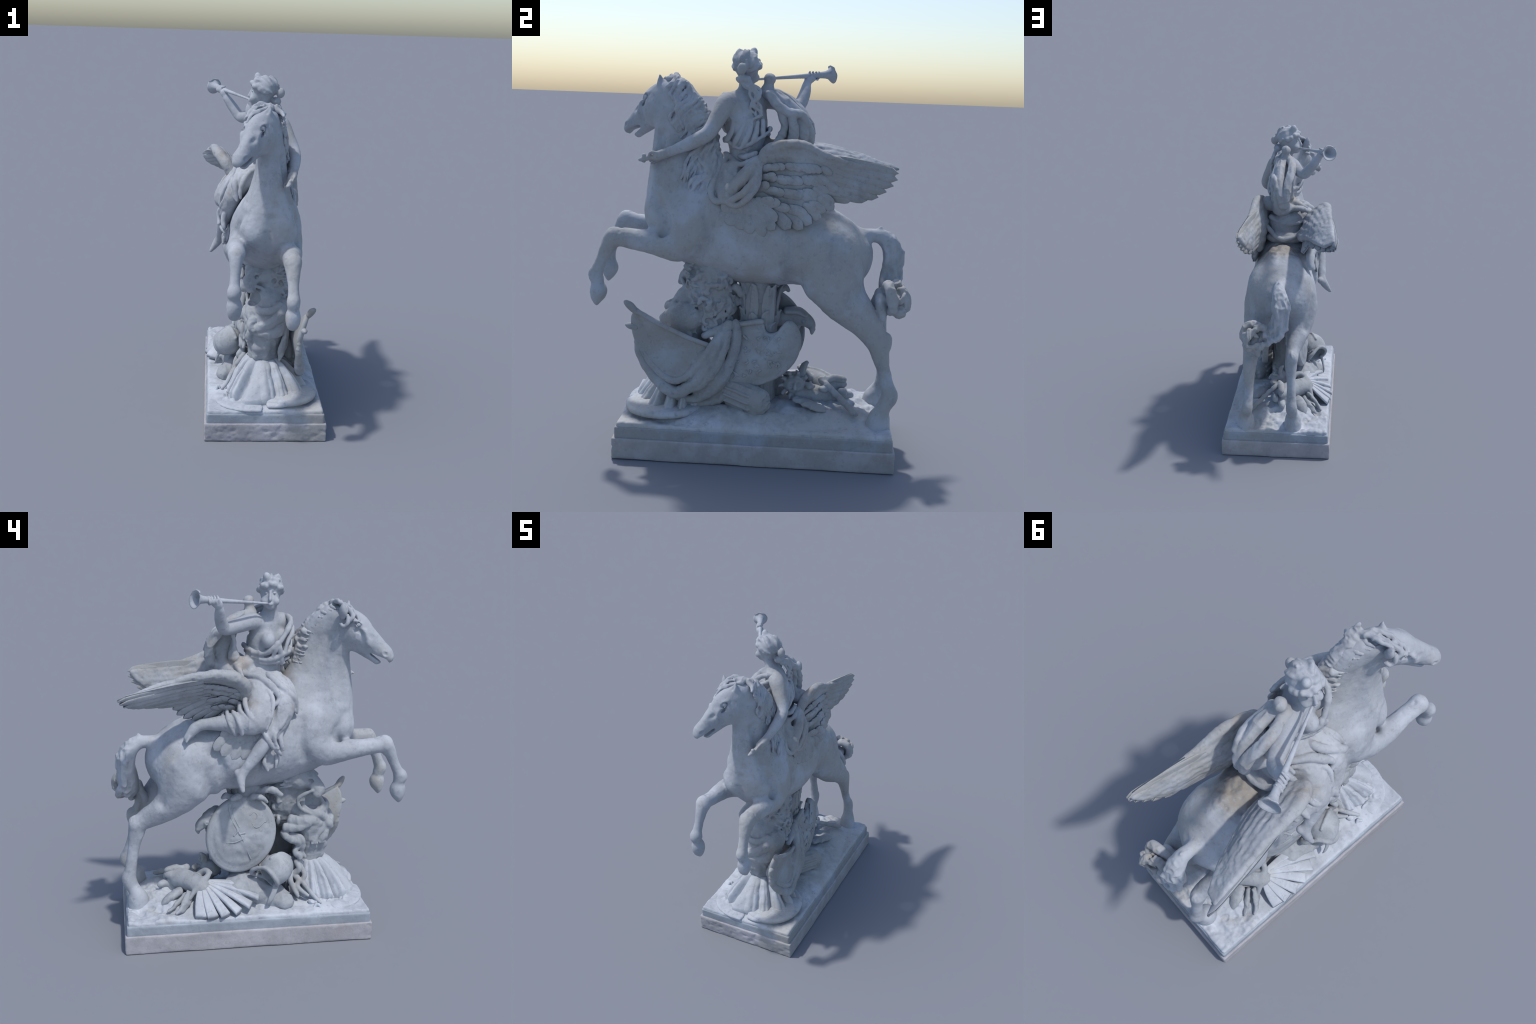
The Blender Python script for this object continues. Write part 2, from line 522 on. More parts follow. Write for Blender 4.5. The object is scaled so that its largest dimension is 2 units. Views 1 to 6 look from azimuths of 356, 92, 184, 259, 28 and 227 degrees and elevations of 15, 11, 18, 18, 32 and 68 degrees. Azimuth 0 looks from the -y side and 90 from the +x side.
    c.blob('foreleg.R', (0.107, -0.668, 1.064), (0.041, 0.036, 0.040), k=0.02)
    for lab, o in (('fore_hoof.L', V(-0.200, -0.757, 0.0)), ('fore_hoof.R', V(0.111, -0.745, -0.058))):
        c.tube(lab, [tuple(o + V(0, 0.000, 0.872)) + (0.034, 0.034), tuple(o + V(0, 0.004, 0.845)) + (0.043, 0.046),
                     tuple(o + V(0, 0.000, 0.815)) + (0.041, 0.036), tuple(o + V(0, -0.004, 0.785)) + (0.031, 0.017),
                     tuple(o + V(0, -0.005, 0.770)) + (0.020, 0.006)], SX, 0.008)
    # hind legs
    for lab, P in (
        ('hind_leg.L', [(-0.125, 0.400, 0.880, 0.105, 0.120), (-0.118, 0.470, 0.805, 0.088, 0.098), (-0.108, 0.550, 0.738, 0.062, 0.072),
                        (-0.091, 0.615, 0.695, 0.048, 0.058), (-0.085, 0.660, 0.660, 0.043, 0.050), (-0.081, 0.677, 0.610, 0.040, 0.046),
                        (-0.081, 0.690, 0.550, 0.033, 0.037), (-0.083, 0.703, 0.470, 0.029, 0.032), (-0.084, 0.715, 0.390, 0.031, 0.034),
                        (-0.085, 0.725, 0.335, 0.037, 0.042), (-0.087, 0.705, 0.288, 0.034, 0.036)]),
        ('hind_leg.R', [(0.130, 0.400, 0.890, 0.105, 0.130), (0.145, 0.490, 0.790, 0.090, 0.110), (0.165, 0.570, 0.712, 0.066, 0.082),
                        (0.178, 0.624, 0.645, 0.050, 0.064), (0.184, 0.656, 0.590, 0.045, 0.054), (0.184, 0.672, 0.530, 0.038, 0.044),
                        (0.184, 0.689, 0.465, 0.032, 0.036), (0.188, 0.711, 0.390, 0.032, 0.036), (0.194, 0.725, 0.335, 0.038, 0.044),
                        (0.203, 0.699, 0.285, 0.035, 0.037)])):
        c.tube(lab, P, SX, 0.045)
    c.blob('hind_leg.L', (-0.092, 0.690, 0.668), (0.030, 0.030, 0.038), k=0.02)
    c.blob('hind_leg.R', (0.184, 0.698, 0.610), (0.030, 0.028, 0.045), k=0.02)
    for lab, o in (('hind_hoof.L', V(-0.091, 0.684, 0)), ('hind_hoof.R', V(0.210, 0.685, 0))):
        c.tube(lab, [tuple(o + V(0, 0.010, 0.275)) + (0.037, 0.036), tuple(o + V(0, 0.000, 0.248)) + (0.047, 0.044),
                     tuple(o + V(0, -0.008, 0.215)) + (0.054, 0.058), tuple(o + V(0, -0.012, 0.170)) + (0.057, 0.062)], SX, 0.008)
    c.blob('horse_torso', (-0.150, 0.150, 1.125), (0.072, 0.150, 0.105), k=0.04)
    c.blob('horse_torso', (-0.060, 0.150, 1.030), (0.166, 0.250, 0.185), k=0.04)
    c.blob('horse_torso', (0.000, 0.300, 1.148), (0.130, 0.155, 0.100), k=0.04)
    # grooves and muscle borders
    for p, r in (
        ([(-0.185, -0.200, 1.24), (-0.205, -0.190, 1.14), (-0.200, -0.220, 1.04)], 0.016),
        ([(0.180, -0.200, 1.24), (0.200, -0.190, 1.12), (0.195, -0.220, 1.02)], 0.016),
        ([(-0.006, -0.535, 1.25), (-0.006, -0.530, 1.16), (-0.006, -0.50, 1.08)], 0.014),
        ([(-0.150, -0.455, 1.27), (-0.170, -0.400, 1.18), (-0.150, -0.420, 1.09)], 0.012),
        ([(0.140, -0.455, 1.27), (0.160, -0.400, 1.16), (0.140, -0.420, 1.07)], 0.012),
        ([(-0.205, 0.265, 1.08), (-0.215, 0.240, 0.98), (-0.170, 0.235, 0.89)], 0.022),
        ([(0.205, 0.265, 1.08), (0.215, 0.240, 0.98), (0.170, 0.235, 0.90)], 0.022),
        ([(-0.225, 0.500, 0.98), (-0.205, 0.530, 0.88), (-0.165, 0.545, 0.80)], 0.012),
        ([(-0.100, -0.420, 1.56), (-0.115, -0.420, 1.45), (-0.135, -0.440, 1.34)], 0.018),
        ([(0.060, -0.440, 1.56), (0.085, -0.440, 1.45), (0.120, -0.450, 1.34)], 0.018),
        ([(-0.075, -0.345, 1.66), (-0.085, -0.310, 1.57), (-0.105, -0.270, 1.47)], 0.016)):
        c.tube('horse_torso', [T4(q, r * f) for q, f in zip(p, (0.45, 0.8, 0.35))], k=0.05, mode='sub')
    # flank fold and belly details
    c.tube('horse_torso', [(-0.17, 0.27, 1.02, 0.02), (-0.155, 0.25, 0.92, 0.03), (-0.12, 0.25, 0.85, 0.02)], k=0.05, mode='add')
    # tail
    c.tube('tail', [(-0.010, 0.540, 1.095, 0.0450), (-0.008, 0.596, 1.103, 0.0360), (-0.007, 0.656, 1.098, 0.0400), (-0.014, 0.700, 1.062, 0.0470),
                    (-0.020, 0.720, 1.000, 0.0490), (-0.014, 0.716, 0.930, 0.0500), (0.005, 0.710, 0.872, 0.0520), (0.045, 0.703, 0.825, 0.0520),
                    (0.098, 0.690, 0.810, 0.044), (0.138, 0.690, 0.805, 0.034)], SX, 0.02)
    # the end of the hair: two open ringlets and ragged strands
    for cx, cy, cz, R, y0, y1, a0, turns, rr in ((0.160, 0.0, 0.805, 0.050, 0.680, 0.775, 2.6, 1.35, 0.020), (0.125, 0.0, 0.775, 0.040, 0.655, 0.735, 1.4, -1.2, 0.018), (0.185, 0.0, 0.835, 0.030, 0.690, 0.770, 0.5, 1.1, 0.016)):
        rows = []
        for i in range(13):
            t = i / 12
            a = a0 + 2 * math.pi * turns * t
            rows.append((cx + R * (1 - 0.25 * t) * math.cos(a), y0 + (y1 - y0) * t, cz + R * (1 - 0.25 * t) * math.sin(a), rr * (1.1 - 0.5 * t)))
        c.tube('tail', rows, k=0.004, n=3)
    for P in ([(-0.030, 0.698, 1.090, 0.0120), (-0.065, 0.723, 1.020, 0.0140), (-0.055, 0.743, 0.950, 0.0140), (-0.045, 0.733, 0.870, 0.0180), (0.000, 0.718, 0.810, 0.0200)],
              [(0.000, 0.688, 1.110, 0.0120), (0.010, 0.753, 1.040, 0.0140), (-0.005, 0.766, 0.960, 0.0150), (0.020, 0.753, 0.880, 0.0180), (0.074, 0.743, 0.838, 0.0214)],
              [(0.020, 0.668, 1.070, 0.0120), (0.030, 0.688, 1.000, 0.0140), (0.020, 0.673, 0.920, 0.0160), (0.051, 0.668, 0.863, 0.0184)],
              [(-0.030, 0.728, 0.880, 0.0180), (-0.010, 0.758, 0.830, 0.0200), (0.051, 0.753, 0.793, 0.0205), (0.108, 0.758, 0.766, 0.0228)],
              [(0.051, 0.718, 0.863, 0.0184), (0.108, 0.733, 0.881, 0.0251), (0.153, 0.753, 0.866, 0.0251), (0.183, 0.773, 0.826, 0.0251), (0.173, 0.778, 0.781, 0.0205)],
              [(0.108, 0.678, 0.866, 0.0228), (0.158, 0.688, 0.886, 0.0274), (0.203, 0.698, 0.856, 0.0296), (0.208, 0.708, 0.806, 0.0274), (0.178, 0.728, 0.766, 0.0228)],
              [(0.108, 0.718, 0.786, 0.0274), (0.148, 0.743, 0.756, 0.0251), (0.183, 0.753, 0.756, 0.0228), (0.198, 0.748, 0.786, 0.0182)],
              [(0.085, 0.658, 0.831, 0.0284), (0.118, 0.646, 0.776, 0.0274), (0.138, 0.651, 0.716, 0.0251), (0.128, 0.663, 0.666, 0.0160)],
              [(0.063, 0.646, 0.805, 0.0209), (0.097, 0.621, 0.753, 0.0223), (0.128, 0.616, 0.716, 0.0228)],
              [(0.138, 0.658, 0.816, 0.0296), (0.168, 0.656, 0.776, 0.0251), (0.178, 0.668, 0.726, 0.0205)]):
        c.tube('tail', P, k=0.004)
    for q, r in (((0.165, 0.775, 0.795), 0.016), ((0.125, 0.760, 0.81), 0.014), ((0.205, 0.708, 0.825), 0.016), ((0.06, 0.755, 0.855), 0.012), ((0.190, 0.735, 0.860), 0.014), ((0.205, 0.745, 0.790), 0.012), ((0.150, 0.745, 0.880), 0.012)):
        c.blob('tail', q, r, k=0.012, mode='sub')
    c.blob('tail', (-0.008, 0.652, 1.142), (0.012, 0.014, 0.012), k=0.01)

    base = weather(0.0016, 5)
    def relief(p, n):
        r = base(p, n)
        # lumpy hair on the tail below its bone, and the eroded croup
        t = np.clip((p[:, 1] - 0.67) / 0.05, 0, 1) * np.clip((p[:, 2] - 0.66) / 0.04, 0, 1)
        r = r + t * 0.0065 * ridged(p, 34, 31, (1.2, 1.2, 0.45))
        b = np.clip((p[:, 2] - 1.17) / 0.05, 0, 1) * np.clip((p[:, 1] - 0.15) / 0.06, 0, 1) * np.clip((0.50 - p[:, 1]) / 0.06, 0, 1)
        b = b * np.clip(n[:, 2] - 0.2, 0, 1)
        r = r + b * (0.014 * fbm(p, 16, 41, 3) - 0.012 * np.clip(fbm(p, 26, 51, 2) - 0.35, 0, 1))
        # worn upper forearms
        a = np.clip((-0.42 - p[:, 1]) / 0.05, 0, 1) * np.clip((p[:, 2] - 0.98) / 0.05, 0, 1) * np.clip((1.25 - p[:, 2]) / 0.05, 0, 1) * np.clip(n[:, 2], 0, 1)
        r = r - a * 0.006 * np.clip(fbm(p, 38, 61, 2) - 0.2, 0, 1)
        # muscle swells
        r = r + 0.0028 * fbm(p, 7, 71, 2)
        return r
    c.build(relief, 2)
    c.emit(MARBLE, names={'horse_ear': 'horse_ear'})

def wavy(a, b, r0, r1, amp, waves, side, n=10, bend=(0, 0, 0)):
    """Control rows of a waving lock from a to b."""
    a, b = V(*a), V(*b)
    s = unit(side)
    rows = []
    for i in range(n + 1):
        t = i / n
        p = a * (1 - t) + b * t + V(*bend) * math.sin(math.pi * t) + s * amp * math.sin(2 * math.pi * waves * t) * min(1, 3 * t)
        rows.append(T4(p, r0 * (1 - t) + r1 * t))
    return rows

# ------------------------------------------------------------------------ mane
def build_mane():
    c = Clay(0.004)
    rnd = random.Random(11)
    crest = [(0.030, -0.200, 1.46, 0.014, 0.016), (0.036, -0.200, 1.53, 0.020, 0.018), (0.034, -0.222, 1.615, 0.022, 0.020),
             (0.024, -0.265, 1.700, 0.022, 0.020), (0.006, -0.320, 1.772, 0.022, 0.020), (-0.015, -0.380, 1.818, 0.024, 0.018)]
    c.tube('mane', crest, (1, 0, 0), 0.02)
    # wavy locks on the right side, crest to shoulder
    P = [
        [(0.03, -0.375, 1.835, 0.022), (0.055, -0.350, 1.812, 0.020), (0.072, -0.378, 1.755, 0.019), (0.075, -0.358, 1.712, 0.019), (0.080, -0.350, 1.690, 0.018), (0.080, -0.378, 1.640, 0.018), (0.080, -0.362, 1.590, 0.012)],
        [(0.03, -0.330, 1.810, 0.022), (0.065, -0.292, 1.740, 0.021), (0.085, -0.335, 1.695, 0.020), (0.092, -0.362, 1.645, 0.018), (0.085, -0.345, 1.600, 0.012)],
        [(0.03, -0.290, 1.765, 0.022), (0.065, -0.246, 1.690, 0.022), (0.088, -0.283, 1.676, 0.020), (0.094, -0.318, 1.640, 0.018), (0.090, -0.296, 1.590, 0.016), (0.095, -0.320, 1.545, 0.012)],
        [(0.03, -0.235, 1.690, 0.022), (0.070, -0.228, 1.660, 0.020), (0.090, -0.265, 1.645, 0.020), (0.096, -0.300, 1.610, 0.018), (0.094, -0.275, 1.560, 0.014)],
        [(0.05, -0.205, 1.650, 0.022), (0.080, -0.215, 1.600, 0.022), (0.094, -0.250, 1.570, 0.020), (0.100, -0.235, 1.520, 0.020), (0.105, -0.275, 1.470, 0.018), (0.112, -0.290, 1.430, 0.016), (0.120, -0.312, 1.390, 0.014), (0.125, -0.318, 1.350, 0.010)],
        [(0.05, -0.190, 1.580, 0.024), (0.090, -0.205, 1.530, 0.023), (0.110, -0.222, 1.450, 0.022), (0.122, -0.200, 1.390, 0.021), (0.134, -0.250, 1.360, 0.021), (0.140, -0.272, 1.312, 0.019), (0.144, -0.262, 1.272, 0.017), (0.148, -0.280, 1.240, 0.015), (0.150, -0.256, 1.198, 0.011)],
        [(0.05, -0.185, 1.520, 0.022), (0.095, -0.185, 1.480, 0.022), (0.115, -0.182, 1.400, 0.021), (0.130, -0.214, 1.345, 0.020), (0.140, -0.222, 1.300, 0.018), (0.146, -0.232, 1.262, 0.016), (0.148, -0.212, 1.236, 0.011)],
        [(0.085, -0.255, 1.500, 0.018), (0.100, -0.262, 1.440, 0.018), (0.115, -0.240, 1.400, 0.017), (0.126, -0.275, 1.350, 0.012)],
        [(0.06, -0.330, 1.740, 0.016), (0.080, -0.315, 1.680, 0.016), (0.086, -0.335, 1.640, 0.014), (0.084, -0.318, 1.600, 0.010)],
    ]
    for p in P:
        p = [(a[0] - (0.018 if a[2] > 1.6 else 0.006), a[1], a[2] - 0.006, a[3] * 0.95) for a in p]
        c.tube('mane', p, k=0.004)
        for oy, oz, ox, f in ((0.024, -0.010, 0.004, 0.66), (-0.016, 0.014, 0.008, 0.52), (0.008, 0.004, 0.014, 0.42)):
            q = [(a[0] + ox, a[1] + oy + 0.010 * math.sin(i * 2.1 + oz * 90), a[2] + oz, a[3] * f) for i, a in enumerate(p)]
            c.tube('mane', q, k=0.003)
    # close-cropped tufts on the left side of the crest
    cr = catmull([r[:3] for r in crest], 5)
    for i in range(0, len(cr)):
        if rnd.random() < 0.25:
            continue
        p = V(*cr[i]) + V(-0.010 - 0.035 * max(0, cr[i][2] - 1.55), -0.004, rnd.uniform(-0.006, 0.006))
        d = V(-0.020, -0.030, -0.012 + 0.014 * rnd.random())
        l = 0.5 + 0.9 * rnd.random()
        r = rnd.uniform(0.005, 0.008)
        c.tube('mane', [T4(p + V(-0.006, 0.014, 0.004), r), T4(p + V(-0.028, 0.000, 0.0), r), T4(p + V(-0.030, 0, 0) + d * l, r * 0.5)], k=0.016)
    # forelock, swept across the brow between the ears
    for p in (
        [(-0.010, -0.392, 1.832, 0.0128), (-0.045, -0.412, 1.846, 0.0112), (-0.085, -0.424, 1.836, 0.0096), (-0.122, -0.446, 1.814, 0.0096), (-0.142, -0.456, 1.786, 0.0096), (-0.140, -0.440, 1.762, 0.0080), (-0.126, -0.425, 1.756, 0.0056)],
        [(-0.010, -0.412, 1.828, 0.0112), (-0.042, -0.438, 1.834, 0.0096), (-0.080, -0.460, 1.820, 0.0088), (-0.118, -0.480, 1.796, 0.0080), (-0.140, -0.488, 1.770, 0.0072), (-0.150, -0.478, 1.752, 0.0048)],
        [(-0.005, -0.378, 1.836, 0.0120), (-0.035, -0.386, 1.852, 0.0104), (-0.075, -0.396, 1.852, 0.0096), (-0.108, -0.414, 1.832, 0.0080), (-0.125, -0.430, 1.810, 0.0056)],
        [(-0.130, -0.432, 1.780, 0.0096), (-0.145, -0.428, 1.755, 0.0096), (-0.138, -0.412, 1.735, 0.0080), (-0.118, -0.396, 1.738, 0.0064)],
        [(-0.10, -0.450, 1.816, 0.0080), (-0.115, -0.470, 1.805, 0.0080), (-0.128, -0.466, 1.790, 0.0072)],
        [(0.022, -0.385, 1.818, 0.014), (0.044, -0.398, 1.812, 0.011), (0.056, -0.418, 1.795, 0.008)],
        [(0.016, -0.352, 1.816, 0.015), (0.044, -0.348, 1.818, 0.013), (0.062, -0.358, 1.800, 0.010)]):
        p = [(a[0], a[1] + 0.004 * math.sin(3.1 * n_), a[2] + 0.004 * math.cos(2.3 * n_), a[3] * 1.2) for n_, a in enumerate(p)]
        c.tube('forelock', p, k=0.007)
    wm = weather(0.0014, 15)
    c.build(lambda p, n: wm(p, n) + 0.0045 * ridged(p + 0.012 * np.sin(p[:, 2:3] * 60) * V(0, 1, 0), 36, 17, (0.8, 1.3, 0.30)), 1)
    c.emit(MARBLE)

# ----------------------------------------------------------------------- rider
FACE = unit((-0.97, 0.20, -0.04))
CHEST = unit((-0.85, -0.53, 0))
SHOULDER = unit((0.53, -0.85, 0))

def build_rider():
    c = Clay(0.004)
    rnd = random.Random(5)
    # torso
    c.tube('rider_torso', [(0.004, -0.02, 1.40, 0.105, 0.095), (0.006, -0.028, 1.48, 0.092, 0.078), (0.010, -0.030, 1.56, 0.094, 0.078),
                           (0.012, -0.033, 1.64, 0.108, 0.084), (0.012, -0.040, 1.71, 0.100, 0.068), (0.002, -0.045, 1.755, 0.062, 0.046)], SHOULDER, 0.02)
    for s, z in ((0.052, 1.655), (-0.050, 1.652)):
        p = V(-0.002, -0.035, z) + SHOULDER * s + CHEST * 0.062
        c.blob('rider_torso', p, (0.042, 0.042, 0.044), k=0.022)
    # shoulder blades and spine furrow
    c.tube('rider_torso', [T4(V(0.0, -0.035, 1.73) - CHEST * 0.072, 0.008), T4(V(0, -0.032, 1.60) - CHEST * 0.084, 0.008)], k=0.02, mode='sub')
    c.tube('rider_neck', [(0.000, -0.045, 1.745, 0.048), (-0.012, -0.045, 1.795, 0.037), (-0.026, -0.042, 1.840, 0.037)], k=0.025)
    # head and face
    hc = V(-0.030, -0.040, 1.895)
    side = unit(np.cross(FACE, (0, 0, 1)))
    c.blob('rider_head', hc, (0.066, 0.054, 0.070), FACE, k=0.015)
    c.blob('rider_head', hc + FACE * 0.030 + V(0, 0, -0.040), (0.042, 0.040, 0.046), FACE, k=0.02)
    c.blob('rider_head', V(-0.078, -0.036, 1.827), 0.018, k=0.018)
    for s in (1, -1):
        c.blob('rider_head', hc + FACE * 0.050 + side * 0.028 * s + V(0, 0, -0.040), (0.024, 0.022, 0.022), k=0.012)
        c.blob('rider_head', hc + FACE * 0.066 + side * 0.022 * s + V(0, 0, 0.004), (0.012, 0.014, 0.009), FACE, k=0.010, mode='sub')
        c.blob('rider_head', hc + FACE * 0.057 + side * 0.022 * s + V(0, 0, 0.003), (0.008, 0.010, 0.006), FACE, k=0.004)
    c.tube('rider_head', [T4(hc + FACE * 0.064 + V(0, 0, 0.010), 0.006), T4(hc + FACE * 0.078 + V(0, 0, -0.026), 0.010)], k=0.008)
    c.blob('rider_head', hc + FACE * 0.072 + V(0, 0, -0.050), (0.012, 0.013, 0.010), FACE, k=0.01)
    # hair: combed-back cap with soft locks
    c.blob('rider_hair', hc + V(0.018, -0.006, 0.022), (0.067, 0.065, 0.063), k=0.010)
    for i in range(26):
        a = rnd.uniform(0, 2 * math.pi)
        el = rnd.uniform(-0.5, 1.1)
        d = V(math.cos(a) * math.cos(el), math.sin(a) * math.cos(el), math.sin(el))
        if np.dot(d, FACE) > 0.35 and el < 0.55:
            continue
        p = hc + V(0.018, -0.006, 0.022) + d * V(0.064, 0.062, 0.060)
        t = unit(V(0.8, -0.3, -0.7) - d * np.dot(d, V(0.8, -0.3, -0.7)) + V(rnd.uniform(-.4, .4), rnd.uniform(-.4, .4), 0))
        c.tube('rider_hair', [T4(p - t * 0.026, 0.007), T4(p + d * 0.003, 0.010), T4(p + t * 0.026 - d * 0.004, 0.006)], k=0.010)
    # fringe rolled round the forehead, and the standing tuft on top
    for j in range(9):
        a = -1.5 + 3.0 * j / 8
        q = hc + V(0, 0, 0.030) + (FACE * math.cos(a) * 0.062 + side * math.sin(a) * 0.062) + V(0, 0, 0.018 * math.cos(a) - 0.012 * abs(a))
        c.blob('rider_hair', q + V(0, 0, 0.006 * math.sin(j * 2.3)), (0.016 + 0.003 * math.sin(j * 1.7), 0.014, 0.016), k=0.014)
    c.tube('rider_hair', [(-0.045, -0.022, 1.950, 0.026), (-0.058, -0.014, 1.975, 0.022), (-0.060, -0.008, 1.990, 0.010)], k=0.012)
    c.tube('rider_hair', [(-0.065, -0.055, 1.945, 0.020), (-0.070, -0.050, 1.962, 0.014)], k=0.012)
    c.blob('rider_hair', (0.070, -0.060, 1.890), (0.026, 0.023, 0.030), k=0.008)
    c.blob('rider_hair', (0.048, -0.050, 1.840), (0.030, 0.034, 0.024), k=0.012)
    for j, (dx, dz, r) in enumerate(((0, 0, 0.013), (0.018, 0.004, 0.011), (-0.018, -0.002, 0.011), (0.008, 0.010, 0.010), (-0.008, -0.010, 0.010))):
        path = catmull([(0.045, -0.055, 1.845), (0.062, -0.030, 1.818), (0.074, 0.000, 1.795), (0.084, 0.014, 1.755), (0.086, 0.004, 1.728), (0.085, 0.018, 1.700), (0.082, 0.036, 1.670)], 3)
        rows = []
        for i, q in enumerate(path):
            t = i / (len(path) - 1)
            rows.append((q[0] + 0.004 * math.cos(i * 1.3 + j), q[1] + dx + 0.010 * math.sin(i * 0.9 + j * 2), q[2] + dz, r * (1.05 - 0.5 * t)))
        c.tube('rider_hair', rows, k=0.003, n=2)
    # right arm (towards the horse's neck) and its hand gripping a stub of rein
    c.tube('rider_arm.R', [(0.030, -0.100, 1.735, 0.050), (0.068, -0.130, 1.725, 0.049), (0.100, -0.158, 1.670, 0.044), (0.130, -0.188, 1.610, 0.039),
                           (0.142, -0.215, 1.576, 0.036), (0.142, -0.260, 1.548, 0.036), (0.136, -0.325, 1.517, 0.030), (0.126, -0.385, 1.490, 0.023)], k=0.02)
    c.tube('rider_hand.R', [(0.126, -0.385, 1.490, 0.022), (0.116, -0.425, 1.474, 0.027, ), (0.106, -0.455, 1.462, 0.025)], k=0.012)
    for i in range(4):
        o = V(0.016 - 0.013 * i, 0.003 * i, 0.014 - 0.012 * i)
        c.tube('rider_hand.R', [T4(V(0.108, -0.452, 1.466) + o, 0.009), T4(V(0.098, -0.482, 1.462) + o * 1.3, 0.009), T4(V(0.092, -0.498, 1.446) + o, 0.008)], k=0.005)
    c.tube('rein', [(0.104, -0.470, 1.455, 0.012), (0.094, -0.505, 1.450, 0.014), (0.086, -0.530, 1.444, 0.014), (0.080, -0.545, 1.440, 0.010)], k=0.006)
    c.blob('rein', (0.094, -0.520, 1.462), 0.012, k=0.006)
    c.blob('rein', (0.078, -0.525, 1.435), 0.012, k=0.006)
    # left arm raised with the trumpet
    c.tube('rider_arm.L', [(-0.035, 0.030, 1.742, 0.046), (-0.060, 0.065, 1.747, 0.045), (-0.096, 0.140, 1.733, 0.040), (-0.130, 0.202, 1.722, 0.036),
                           (-0.154, 0.225, 1.736, 0.034), (-0.190, 0.243, 1.782, 0.031), (-0.222, 0.252, 1.826, 0.025), (-0.236, 0.257, 1.846, 0.020)], k=0.02)
    c.blob('rider_hand.L', (-0.244, 0.268, 1.862), (0.024, 0.030, 0.024), k=0.012)
    for i in range(4):
        y = 0.258 + 0.016 * i
        x = -0.240 - 0.0065 * i
        c.tube('rider_hand.L', [(x + 0.014, y, 1.858, 0.008), (x - 0.018, y + 0.002, 1.866, 0.009), (x - 0.020, y + 0.006, 1.886, 0.009), (x + 0.004, y + 0.008, 1.896, 0.007)], k=0.004)
    # legs
    c.tube('rider_leg.L', [(-0.06, 0.02, 1.42, 0.075), (-0.135, 0.030, 1.380, 0.073), (-0.200, 0.040, 1.30, 0.070), (-0.232, 0.070, 1.252, 0.062),
                           (-0.222, 0.150, 1.250, 0.052), (-0.206, 0.220, 1.247, 0.044), (-0.192, 0.290, 1.242, 0.034), (-0.186, 0.330, 1.238, 0.029)], k=0.02)
    c.tube('rider_foot.L', [(-0.186, 0.330, 1.238, 0.028), (-0.185, 0.365, 1.222, 0.030), (-0.188, 0.392, 1.192, 0.025), (-0.192, 0.412, 1.168, 0.018)], k=0.012)
    for i in range(5):
        c.tube('rider_foot.L', [(-0.172 - 0.009 * i, 0.400, 1.180, 0.009), (-0.174 - 0.010 * i, 0.424 - 0.002 * i, 1.153, 0.007)], k=0.005)
    c.tube('rider_leg.R', [(-0.05, -0.06, 1.43, 0.065), (-0.125, -0.088, 1.385, 0.060), (-0.180, -0.100, 1.315, 0.052), (-0.205, -0.068, 1.245, 0.047),
                           (-0.230, 0.000, 1.155, 0.043), (-0.246, 0.068, 1.062, 0.034), (-0.256, 0.122, 0.992, 0.025)], k=0.02)
    c.tube('rider_foot.R', [(-0.255, 0.125, 0.990, 0.025), (-0.268, 0.138, 0.965, 0.027), (-0.290, 0.138, 0.932, 0.021), (-0.308, 0.133, 0.908, 0.013)], k=0.012)
    c.blob('rider_foot.R', (-0.246, 0.152, 0.985), 0.022, k=0.014)
    c.build(weather(0.0013, 25), 1)
    c.emit(MARBLE)

